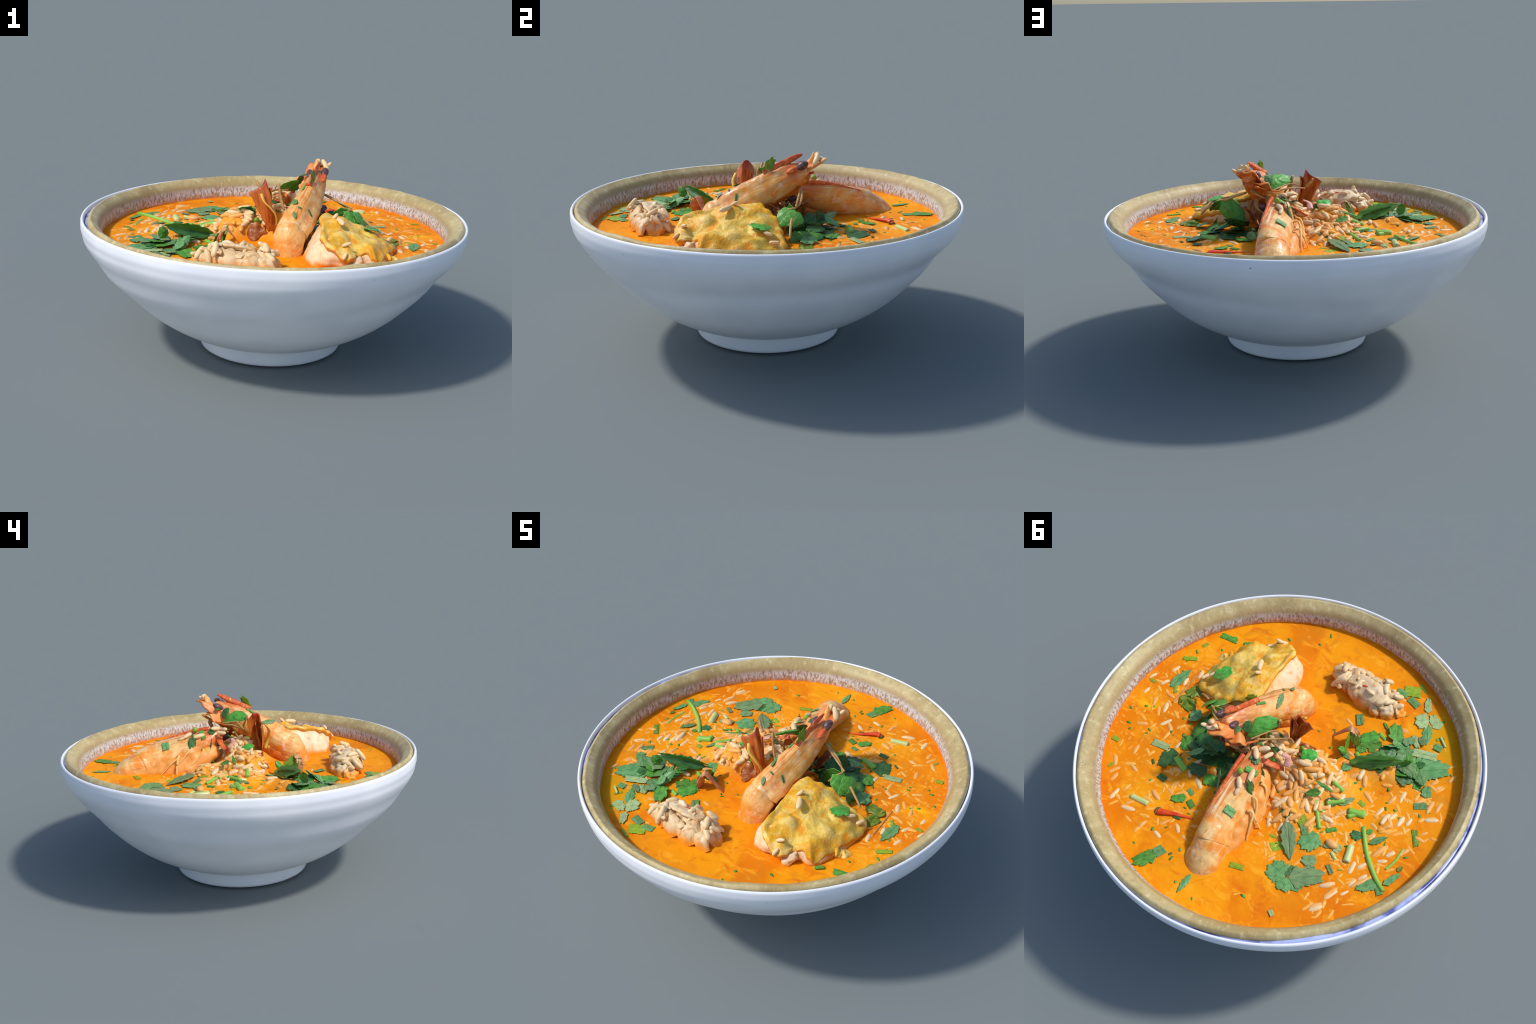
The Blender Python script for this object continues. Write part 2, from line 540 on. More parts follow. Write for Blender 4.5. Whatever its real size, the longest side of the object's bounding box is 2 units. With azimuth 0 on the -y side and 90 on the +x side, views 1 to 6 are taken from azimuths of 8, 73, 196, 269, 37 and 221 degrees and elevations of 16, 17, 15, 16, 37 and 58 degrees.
# ---------------------------------------------------------------------- soup
def soup_h(x, y):
    r = math.hypot(x - CX, y - CY)
    z = SOUP_Z + .0016 * fbm((x, y, 0), 9) * sstep(.9, .8, r)
    dx, dy = (x + .175) / (.080 if x > -.175 else .095), (y + .065) / (.078 if y < -.065 else .120)
    clump = math.exp(-(dx * dx + dy * dy) ** 2)
    z += .122 * clump * (.86 + .14 * noise.noise(Vector((x * 24, y * 24, 1))))
    z += .046 * gauss(x, y, -.215, .095, .105, .115)
    z += .098 * gauss(x, y, -.035, .02, .095, .085)
    z += .080 * gauss(x, y, .06, .065, .075, .075)
    z += .062 * gauss(x, y, -.03, -.085, .055, .05)
    z += .075 * gauss(x, y, .085, -.08, .06, .11)
    z += .066 * gauss(x, y, .030, -.040, .055, .060)
    z += .036 * gauss(x, y, -.47, -.255, .095, .055)
    z += .024 * gauss(x, y, -.36, -.19, .08, .05)
    z += .036 * gauss(x, y, -.31, -.06, .085, .085)
    z += .034 * gauss(x, y, -.20, .19, .085, .075)
    z += .020 * gauss(x, y, -.62, -.04, .045, .05)
    z += .016 * gauss(x, y, .33, .27, .09, .08)
    z += .018 * gauss(x, y, -.42, -.33, .10, .06)
    z += .010 * gauss(x, y, -.42, .05, .13, .12)
    z += .012 * clump * fbm((x, y, 7), 30)
    bump = gauss(x, y, -.25, .05, .2, .22) + .5 * gauss(x, y, .35, .28, .12)
    z += .007 * bump * fbm((x, y, 3), 26)
    return z


rings = []
NR, NS = 130, 260
for i in range(NR + 1):
    t = (i / NR) ** .85
    rr = .004 + .916 * t
    ring = []
    for j in range(NS):
        a = TAU * j / NS
        x, y = CX + rr * math.cos(a), CY + rr * math.sin(a)
        ring.append((x, y, soup_h(x, y)))
    rings.append(ring)
me = rings_mesh('broth', rings, True, True, False)
soup = link('broth', me, M_soup, root)


# --------------------------------------------------------------------- prawns
def shell_object(name, me, mat, parent):
    return link(name, me, mat, parent)


AX1 = (.09, .44, .205)
M_pr1 = prawn_material('cooked_prawn_shell', (.20, .08, .95), AX1, (0, -.42, .9), (.165, -.15, .84))
M_pr2 = prawn_material('cooked_prawn_shell_lying', (.05, .17, .80), (.07, -.5, .14), (.55, .1, .75), (.045, .36, .77))
M_belly = mat_plain('orange_belly', lin(214, 118, 30), lin(176, 84, 22), 14, .45, .35, .4, lin(226, 176, 84))
M_belly2 = mat_plain('amber_belly', lin(228, 146, 62), lin(238, 170, 92), 14, .42, .35, .4, lin(230, 130, 30))
M_red = mat_plain('red_shell', lin(190, 70, 28), lin(218, 112, 54), 30, .45, .35, .4, lin(234, 160, 98))
M_eye = mat_plain('dark_prawn_eye', lin(72, 44, 42), lin(112, 80, 84), 34, .38, .4, .2, lin(150, 112, 120))
M_leg = mat_plain('tan_prawn_leg', lin(232, 172, 84), lin(240, 196, 124), 22, .45, .3, .2)
M_twig = mat_plain('tan_antenna', lin(198, 160, 100), lin(166, 122, 70), 22, .5, .3, .2)
M_fan = mat_fibre('red_tail_fan', lin(166, 76, 26), lin(194, 110, 44), lin(104, 36, 16), tip=lin(158, 38, 20))
M_scale = mat_fibre('orange_mouth_scale', lin(208, 104, 40), lin(228, 148, 80), lin(232, 190, 136))
M_chil = mat_plain('red_chilli', lin(206, 50, 14), lin(226, 86, 22), 22, .35, .45, .2)

D1 = (0, -.42, .9)
carap = loft('prawn', [
    ((.123, -.274, .687), .080, .074, (-.02, -.68, .73), 0),
    ((.128, -.255, .703), .0835, .078, (0, -.62, .78), .02),
    ((.145, -.210, .733), .0840, .080, (0, -.55, .83), .03),
    ((.164, -.144, .765), .0800, .080, (0, -.45, .89), .04),
    ((.178, -.073, .798), .0725, .079, D1, .06),
    ((.190, .002, .836), .0640, .075, D1, .06),
    ((.200, .062, .867), .0560, .064, D1, .05),
    ((.208, .105, .890), .0480, .048, D1, .02),
    ((.214, .135, .900), .0360, .034, D1, 0),
    ((.217, .148, .904), .0120, .012, D1, 0)], 48, 64, .004, 20, lambda t, a: -.15 * math.exp(-((a - .78) / .42) ** 2) - .07 * math.exp(-((a - 2.36) / .4) ** 2))
prawn1 = link('prawn', carap, M_pr1, root)


def knuckle(t, a):
    s = max(0, math.sin(a))
    return .07 * math.exp(-((t - .74) / .12) ** 2) * s - .07 * math.exp(-((t - .52) / .035) ** 2) * s - .03 * math.exp(-((t - .22) / .04) ** 2) - .09 * sstep(.83, .93, t)


seg = loft('abdomen', [
    ((.107, -.356, .520), .068, .064, (0, -1, .05), 0),
    ((.108, -.352, .560), .0710, .066, (0, -1, .14), 0),
    ((.110, -.340, .602), .0745, .069, (0, -.95, .3), 0),
    ((.113, -.314, .650), .0775, .073, (0, -.86, .51), .02),
    ((.117, -.284, .681), .0780, .0765, (-.02, -.77, .64), .03),
    ((.126, -.256, .700), .070, .070, (0, -.6, .8), .03)], 48, 48, .003, 20, knuckle)
abd1 = link('abdomen', seg, M_pr1, prawn1)

rost = loft('rostrum', [
    ((.180, -.075, .890), .018, .012, D1, .3), ((.190, -.015, .911), .013, .014, D1, .5), ((.199, .045, .938), .010, .013, D1, .6),
    ((.207, .085, .959), .009, .010, D1, .6), ((.213, .112, .972), .005, .006, D1, .4), ((.2135, .119, .974), .0015, .002, D1, 0)],
    20, 30, .002, 60)
link('rostrum', rost, M_red, prawn1)


def ball(name, r, mat, parent, loc, scl=(1, 1, 1), rot=(0, 0, 0)):
    bm = bmesh.new()
    bmesh.ops.create_uvsphere(bm, u_segments=24, v_segments=16, radius=r)
    for v in bm.verts:
        v.co *= 1 + .06 * noise.noise(v.co * 40 + Vector(loc) * 30)
    me = bpy.data.meshes.new(name)
    bm.to_mesh(me)
    bm.free()
    o = link(name, me, mat, parent)
    o.location, o.scale, o.rotation_euler = loc, scl, rot
    return o


ball('eye', .025, M_eye, prawn1, (.244, .106, .925), (.80, 1.35, .80), (.5, 0, -.2))
ball('eye', .024, M_eye, prawn1, (.166, .112, .911), (.75, 1.4, .75), (.5, 0, .1))
ball('eye_socket', .022, M_red, prawn1, (.243, .055, .905), (.8, 1.5, .7), (.4, 0, -.1))
ball('dark_organ', .026, M_eye, prawn1, (.142, .085, .742), (.9, 1, .8))
# belly and feeding limbs hanging down under the head
belly = loft('belly', [((.105, -.315, .575), .060, .050, (0, -.4, .9), 0), ((.108, -.27, .615), .066, .062, (0, -.4, .9), 0), ((.128, -.20, .660), .064, .066, D1, 0), ((.165, -.10, .735), .062, .05, D1, 0), ((.178, 0, .785), .052, .05, D1, 0),
                       ((.188, .08, .83), .045, .045, D1, 0), ((.205, .155, .872), .030, .020, D1, 0)], 24, 24, .012, 26)
link('belly', belly, M_belly, prawn1)
for pts, r, flat in [
        ([(.15, -.06, .74), (.17, -.03, .68), (.19, .03, .63)], .013, .5), ([(.18, .0, .76), (.20, .05, .69), (.17, .09, .64)], .012, .5),
        ([(.13, -.02, .75), (.12, .04, .70), (.14, .10, .68)], .014, .5), ([(.19, .06, .80), (.17, .11, .74), (.12, .10, .70)], .014, .5),
        ([(.22, -.09, .73), (.245, -.06, .745), (.25, -.01, .70), (.235, .03, .66)], .010, .6),
        ([(.13, .05, .79), (.11, .10, .76), (.08, .11, .74)], .016, .4), ([(.20, .10, .85), (.17, .16, .83), (.12, .15, .80)], .018, .4),
        ([(.15, .20, .868), (.10, .14, .842), (.06, .07, .826)], .010, .7)]:
    link('leg', tube('leg', pts, r, 10, 14, (1, .55), flat), M_belly if r < .0135 else M_twig, prawn1)
for pts, r in [
        ([(.066, .07, .828), (.01, .03, .836), (-.05, -.029, .826)], .0055), ([(.09, .09, .832), (.03, .0, .85), (-.02, -.02, .842)], .0045),
        ([(.022, -.05, .885), (.026, -.054, .872), (.04, -.07, .815), (.06, -.083, .755)], .008),
        ([(-.062, -.02, .838), (-.085, -.005, .862), (-.101, .008, .884)], .0085),
        ([(.235, .10, .815), (.32, .06, .785), (.40, .02, .762)], .0065),
        ([(.06, -.02, .80), (.03, -.04, .85), (.02, -.05, .88)], .006), ([(.05, .0, .75), (.02, .02, .79), (-.02, .03, .80)], .008)]:
    link('antenna', tube('antenna', pts, r, 8, 18, (1, .7)), M_twig, prawn1)

# second prawn, lying half sunk
B2 = (.62, 0, .74)
body2 = loft('prawn', [
    ((.052, .075, .792), .010, .010, B2, 0),
    ((.048, .10, .785), .028, .024, B2, .05),
    ((.036, .14, .766), .043, .042, B2, .12),
    ((.018, .20, .737), .054, .066, B2, .20),
    ((.000, .28, .704), .062, .086, B2, .22),
    ((-.014, .36, .678), .066, .094, (.58, 0, .76), .18),
    ((-.027, .44, .657), .070, .094, (.54, 0, .8), .12),
    ((-.038, .515, .637), .078, .090, (.45, 0, .85), .06),
    ((-.048, .545, .626), .080, .084, (.4, 0, .9), .04)], 48, 70, .004, 18)
prawn2 = link('prawn', body2, M_pr2, root)


def segs2(t, a):
    return -.03 * math.exp(-((t - .36) / .035) ** 2) - .03 * math.exp(-((t - .72) / .035) ** 2)


ab2 = loft('abdomen', [
    ((-.042, .50, .628), .074, .082, (.45, 0, .85), 0), ((-.050, .55, .620), .083, .086, (.4, 0, .9), .03), ((-.056, .60, .605), .090, .077, (.3, 0, 1), .02),
    ((-.060, .640, .592), .088, .066, (.2, .1, 1), 0), ((-.062, .675, .578), .072, .050, (.1, .3, 1), 0), ((-.062, .700, .565), .045, .032, (0, .4, 1), 0),
    ((-.062, .708, .555), .012, .010, (0, .5, 1), 0)], 44, 48, .003, 20, segs2)
link('abdomen', ab2, M_pr2, prawn2)
for part in (prawn2, prawn2.children[0]):
    for v in part.data.vertices:
        v.co.x += .011 * sstep(.25, .5, v.co.y)
flank = loft('belly', [((-.005, .12, .70), .03, .03, (-.4, 0, 1), 0), ((-.04, .19, .672), .05, .05, (-.4, 0, 1), 0), ((-.065, .28, .632), .064, .062, (-.4, 0, 1), 0), ((-.075, .38, .606), .066, .064, (-.4, 0, 1), 0),
                         ((-.080, .47, .592), .06, .055, (-.3, 0, 1), 0), ((-.085, .55, .58), .045, .04, (-.3, 0, 1), 0)], 28, 36, .012, 22)
link('belly', flank, M_belly2, prawn2)
keel = tube('keel', [(.076, .165, .805), (.066, .25, .797), (.055, .34, .776), (.047, .42, .752), (.038, .50, .724)], .010, 10, 30, (1.2, .5))
link('rostrum', keel, M_red, prawn2)
for pts, r in [
        ([(-.085, .34, .69), (-.117, .336, .690), (-.135, .39, .645), (-.150, .436, .598)], .0085), ([(-.117, .336, .692), (-.14, .345, .65), (-.163, .345, .598)], .007),
        ([(-.07, .28, .715), (-.096, .282, .716), (-.118, .32, .67), (-.125, .36, .635)], .0085), ([(-.055, .20, .72), (-.085, .20, .71), (-.11, .24, .665), (-.13, .30, .62)], .008),
        ]:
    link('leg', tube('leg', pts, r, 8, 16, (1, .5), .7), M_leg, prawn2)
link('shell_flap', tube('shell_flap', [(.06, .10, .78), (.02, .11, .77), (-.03, .10, .745), (-.08, .06, .70)], .022, 12, 16, (1, .7), .3), M_red, prawn2)
link('shell_flap', tube('shell_flap', [(-.055, .035, .775), (-.085, .03, .762), (-.10, .06, .735)], .018, 12, 12, (.6, 1), .4), mat_plain('purple_shell', lin(200, 140, 124), lin(224, 172, 150)), prawn2)


# red tail fan standing between them: three ribbed blades spreading upward
def blade_sheet(name, base, tips, width0, bend, mat, parent, th=.007, rows=22, cols=26, fold=.014, ribs=7):
    """fan-shaped ribbed shell plate: from a base point up to a polyline of tips"""
    T = catmull(tips, cols)
    base = Vector(base)
    mid = T[cols // 2] - base
    across = (T[-1] - T[0]).normalized()
    nrm = mid.cross(across).normalized()
    top, bot = [], []
    for i in range(rows):
        t = i / (rows - 1)
        ra, rb = [], []
        for j in range(cols):
            s = j / (cols - 1)
            p0 = base + across * (s - .5) * width0
            p = p0.lerp(T[j], t)
            p = p + nrm * (bend * math.sin(t * math.pi) * (1 - (2 * s - 1) ** 2) + fold * t * math.sin(s * math.pi * ribs) * .35
                           + fold * 1.2 * t * t * math.cos(s * TAU))
            p = p + nrm * .004 * fbm(p, 30)
            q = th * (.35 + .65 * math.sin(math.pi * min(1, max(0, s)) * .94 + .1))
            ra.append(p + nrm * q * .5)
            rb.append(p - nrm * q * .5)
        top.append(ra)
        bot.append(rb)
    verts = [v for r in top for v in r] + [v for r in bot for v in r]
    N = rows * cols
    F = []
    for i in range(rows - 1):
        for j in range(cols - 1):
            a = i * cols + j
            F.append((a, a + 1, a + cols + 1, a + cols))
            F.append((N + a, N + a + cols, N + a + cols + 1, N + a + 1))
    edge = [j for j in range(cols)] + [i * cols + cols - 1 for i in range(1, rows)] + [(rows - 1) * cols + j for j in range(cols - 2, -1, -1)] + [i * cols for i in range(rows - 2, 0, -1)]
    for a, b in zip(edge, edge[1:] + edge[:1]):
        F.append((a, b, N + b, N + a))
    me = mesh_from(name, verts, F)
    o = link(name, me, mat, parent)
    # local frame: x runs from base to tip
    M = Matrix((mid.normalized(), across, nrm)).transposed().to_4x4()
    M.translation = base
    me.transform(M.inverted())
    o.matrix_basis = M
    return o


scoop = blade_sheet('mouth_scale', (.200, .060, .835), [(.150, .135, .895), (.168, .172, .930), (.192, .196, .950), (.222, .218, .946), (.248, .234, .950), (.268, .218, .938), (.284, .198, .946), (.268, .150, .915)], .085, -.026, M_scale, prawn1, .010, 20, 40, .006, 5)
blade_sheet('mouth_scale', (.185, .080, .830), [(.120, .130, .850), (.135, .175, .872), (.160, .205, .880), (.185, .200, .900)], .06, -.016, M_scale, prawn1, .008, 16, 20, .010, 4)
blade_sheet('mouth_scale', (.200, .110, .880), [(.176, .172, .935), (.190, .190, .968), (.205, .185, .972), (.216, .170, .94)], .035, .006, M_belly2, prawn1, .009, 14, 16, .006, 3)
fan = blade_sheet('tail_fan', (-.005, -.115, .655), [(-.115, -.170, .856), (-.106, -.160, .868), (-.086, -.146, .876), (-.068, -.130, .904), (-.056, -.114, .890), (-.044, -.102, .850)], .034, -.034, M_fan, root, .009, 22, 30, .020, 7)
bpy.context.view_layer.update()
o = blade_sheet('tail_blade', (.012, -.128, .655), [(-.060, -.150, .86), (-.045, -.140, .872), (-.030, -.130, .85)], .03, .010, M_fan, fan)
o.matrix_parent_inverse = fan.matrix_basis.inverted()
o = link('tail_edge', tube('tail_edge', [(-.05, -.150, .85), (-.031, -.171, .815), (.005, -.172, .78), (.03, -.165, .74), (.03, -.15, .69)], .012, 10, 18, (.7, .8), .5),
         mat_plain('yellow_shell_edge', lin(226, 190, 82), lin(214, 164, 60)), fan)
o.matrix_parent_inverse = fan.matrix_basis.inverted()

# ------------------------------------------------------------ chicken portion
SK = [(.268, -.112, .767), (.245, -.182, .762), (.270, -.320, .765), (.278, -.444, .757), (.282, -.499, .745), (.333, -.545, .715), (.406, -.566, .668),
      (.448, -.540, .672), (.457, -.500, .668), (.500, -.482, .688), (.530, -.489, .660), (.566, -.470, .625), (.598, -.365, .636), (.615, -.277, .640),
      (.634, -.196, .634), (.622, -.126, .634), (.577, -.084, .646), (.505, -.078, .664), (.455, -.064, .684), (.376, -.067, .722), (.325, -.098, .752)]
TOPS = SK + [(.327, -.263, .776), (.511, -.206, .702), (.516, -.455, .706), (.407, -.520, .716), (.36, -.40, .748), (.43, -.33, .728), (.52, -.34, .700), (.44, -.18, .728),
             (.35, -.18, .764), (.47, -.44, .694), (.57, -.26, .672), (.452, -.475, .678), (.50, -.42, .706)]


def top_z(x, y):
    sw = sz = 0
    for (px, py, pz) in TOPS:
        d = (x - px) ** 2 + (y - py) ** 2 + 2e-4
        w = 1 / d ** 1.6
        sw += w
        sz += w * pz
    return sz / sw


ol = catmull(SK, 150, True)
cc = Vector((.42, -.30, 0))
rings = []
for i in range(34):
    t = .02 + .98 * (i / 33) ** .8
    ring = []
    for p in ol:
        x, y = cc.x + (p.x - cc.x) * t, cc.y + (p.y - cc.y) * t
        e = sstep(.8, 1, t)
        jag = 1 + e * (.026 * fbm((p.x, p.y, 1), 14) + .012 * fbm((p.x, p.y, 4), 70))
        x, y = cc.x + (x - cc.x) * jag, cc.y + (y - cc.y) * jag
        z = top_z(x, y) + .0042 * fbm((x, y, 0), 10) + .0024 * fbm((x, y, 5), 52)
        z -= .010 * max(0, math.sin(28 * (x * .75 - y * .55) + 3 * fbm((x, y, 2), 6))) ** 3 * (1 - e)
        ring.append(Vector((x, y, z - .012 * sstep(.94, 1, t))))
    rings.append(ring)
last = rings[-1]
for s, dz in ((1.004, -.007), (.998, -.014), (.965, -.020), (.88, -.026), (.5, -.04)):
    rings.append([Vector((cc.x + (p.x - cc.x) * s, cc.y + (p.y - cc.y) * s, max(p.z + dz, .600 if s > .9 else .59))) for p in last])
chick = link('chicken_piece', rings_mesh('chicken_piece', rings, True, True, True), M_meat, root)
chick.data.materials.clear()
chick.data.materials.append(M_skin)
chick.data.materials.append(mat_plain('browned_skin_edge', lin(222, 156, 44), lin(206, 124, 30), 22, .42, .35, .4, lin(232, 196, 110)))
for i, p in enumerate(chick.data.polygons):
    # the outermost rings of the skin are the browned, broth-stained edge
    if 33 * 150 <= p.index < 36 * 150:
        p.material_index = 1

LOW = [(.240, -.140), (.215, -.25), (.200, -.36), (.205, -.43), (.232, -.485), (.262, -.515), (.315, -.515), (.350, -.490), (.40, -.505), (.447, -.495),
       (.478, -.470), (.530, -.470), (.562, -.44), (.585, -.36), (.598, -.27), (.605, -.19), (.58, -.12), (.47, -.09), (.37, -.09), (.29, -.112)]
UP = [(.285, -.135), (.262, -.22), (.282, -.33), (.288, -.43), (.296, -.48), (.32, -.515), (.36, -.535), (.39, -.545), (.42, -.535), (.450, -.495),
      (.48, -.475), (.530, -.470), (.555, -.45), (.580, -.36), (.595, -.27), (.60, -.19), (.57, -.12), (.48, -.10), (.38, -.095), (.32, -.115)]
lo = catmull([(x, y, 0) for x, y in LOW], 110, True)
up = catmull([(x, y, 0) for x, y in UP], 110, True)
rings = []
for i in range(20):
    t = i / 19
    ring = []
    for a, b in zip(lo, up):
        p = a.lerp(b, sstep(0, 1, t) * .6 + t * .4)
        q = (p - cc)
        q.z = 0
        p = p + q.normalized() * (.020 * math.sin(math.pi * t ** .8) + .007 * fbm((p.x, p.y, t * .3), 11) + .004 * fbm((p.x * 3, p.y * 3, t * .2), 14))
        zt = top_z(b.x, b.y) - .010
        ring.append(Vector((p.x, p.y, .575 + (zt - .575) * t)))
    rings.append(ring)
link('chicken_meat', rings_mesh('chicken_meat', rings, True, True, True), M_meat, chick)
# frayed scraps hanging from the skin edge at the front
scrap = loft('meat_scrap', [((.455, -.478, .640), .030, .022, (0, -.6, .8), 0), ((.452, -.505, .632), .034, .022, (0, -.6, .8), 0), ((.450, -.530, .612), .026, .018, (0, -.7, .7), 0),
                            ((.448, -.550, .592), .014, .010, (0, -.7, .7), 0)], 24, 24, .016, 30)
link('meat_scrap', scrap, M_meat, chick)
scrap = loft('meat_scrap', [((.590, -.36, .612), .030, .020, (0, 0, 1), 0), ((.622, -.33, .602), .034, .018, (0, 0, 1), 0), ((.652, -.31, .590), .02, .012, (0, 0, 1), 0)], 24, 24, .016, 30)
link('meat_scrap', scrap, M_skin, chick)

# ---------------------------------------------------- small shredded meat lump
def boxy(t, a):
    return .10 * math.sin(2 * a) ** 2 * (1 if math.sin(a) > 0 else 0) + .10 * noise.noise(Vector((t * 7, 1.6 * math.cos(a), 1.6 * math.sin(a))))


lump = loft('meat_chunk', [
    ((-.330, -.616, .588), .020, .018, (0, 0, 1), 0), ((-.300, -.606, .596), .046, .034, (0, 0, 1), 0), ((-.250, -.590, .604), .066, .062, (0, 0, 1), 0),
    ((-.190, -.586, .606), .076, .074, (0, .1, 1), 0), ((-.120, -.590, .606), .080, .074, (0, 0, 1), 0), ((-.050, -.600, .604), .072, .070, (0, 0, 1), 0),
    ((.005, -.602, .602), .072, .084, (0, 0, 1), 0), ((.055, -.606, .598), .064, .068, (0, 0, 1), 0), ((.090, -.612, .590), .042, .036, (0, 0, 1), 0), ((.110, -.616, .582), .015, .014, (0, 0, 1), 0)],
    64, 96, .018, 11, boxy)
for v in lump.vertices:
    q = v.co
    up = Vector((0, q.y + .592, q.z - .60))
    if up.length > 1e-4:
        up.normalize()
    crag = noise.ridged_multi_fractal(q * 9, 1.0, 2.0, 3, 1.0, 2.0)
    v.co = q + up * (.026 * (.95 - crag) + .007 * fbm(q, 38)) - up * .024 * max(0, math.sin(q.x * 46 + 40 * q.y + 3 * noise.noise(q * 9))) ** 10
lump.update()
chunk = link('meat_chunk', lump, mat_meat('shredded_meat', (222, 188, 138), (232, 208, 168), (196, 138, 76), (.650, .612), (1.2, 1.3)), root)
plate = loft('meat_slab', [((-.235, -.570, .664), .03, .010, (0, .3, .95), 0), ((-.185, -.572, .682), .050, .016, (0, .35, .9), 0), ((-.12, -.574, .684), .054, .017, (0, .4, .9), 0),
                           ((-.06, -.574, .680), .052, .016, (0, .4, .9), 0), ((-.01, -.578, .678), .03, .012, (0, .3, .9), 0)], 28, 30, .006, 30)
link('meat_slab', plate, chunk.data.materials[0], chunk)
for x, y, z, w in [(-.120, -.668, .645, .050), (-.025, -.676, .636, .050), (.055, -.668, .628, .036), (-.225, -.650, .632, .034)]:
    link('meat_slab', loft('meat_slab', [((x - .035, y + .02, z + .03), w * .8, .014, (.3, -.8, .5), 0), ((x, y, z), w, .018, (.2, -.9, .4), 0), ((x + .03, y - .012, z - .035), w * .8, .014, (.2, -.9, .4), 0)],
                           20, 16, .005, 30), chunk.data.materials[0], chunk)
# brown knot of shell and meat on the right flank of the heap
knot = loft('brown_clump', [((-.115, -.10, .60), .03, .05, (0, 0, 1), 0), ((-.095, -.105, .615), .042, .062, (0, 0, 1), 0), ((-.07, -.11, .615), .045, .060, (0, 0, 1), 0), ((-.045, -.10, .61), .035, .05, (0, 0, 1), 0), ((-.025, -.09, .60), .015, .02, (0, 0, 1), 0)],
            32, 30, .022, 24)
link('brown_clump', knot, mat_plain('brown_prawn_meat', lin(168, 100, 48), lin(132, 66, 26), 20, .42, .35, .5, lin(206, 156, 104)), root)
bpy.context.view_layer.update()
flakes = random.Random(3)
for i in range(16):
    # torn fibres and flaps of meat standing off the lump
    x, y, a = flakes.uniform(-.28, .08), flakes.uniform(-.655, -.545), flakes.uniform(0, TAU)
    hit = chunk.ray_cast(Vector((x, y, 1)), Vector((0, 0, -1)))
    if not hit[0]:
        continue
    p, nm = hit[1], hit[2]
    d = Vector((math.cos(a), math.sin(a), 0))
    d = (d - nm * d.dot(nm)).normalized() * flakes.uniform(.022, .042)
    bk = (nm + Vector((flakes.uniform(-.9, .9), flakes.uniform(-.9, .9), 0))).normalized()
    link('meat_slab', loft('meat_slab', [(p - d, .008, .005, bk, 0), (p - d * .4 + nm * .006, flakes.uniform(.014, .024), .009, bk, 0), (p + d * .4 + nm * .008, flakes.uniform(.012, .022), .009, bk, 0), (p + d, .006, .004, bk, 0)],
                           14, 14, .012, 34), chunk.data.materials[0], chunk)
ball('chilli_flake', .014, M_chil, chunk, (-.106, -.575, .697), (1.3, .7, .35), (.5, 0, .3))

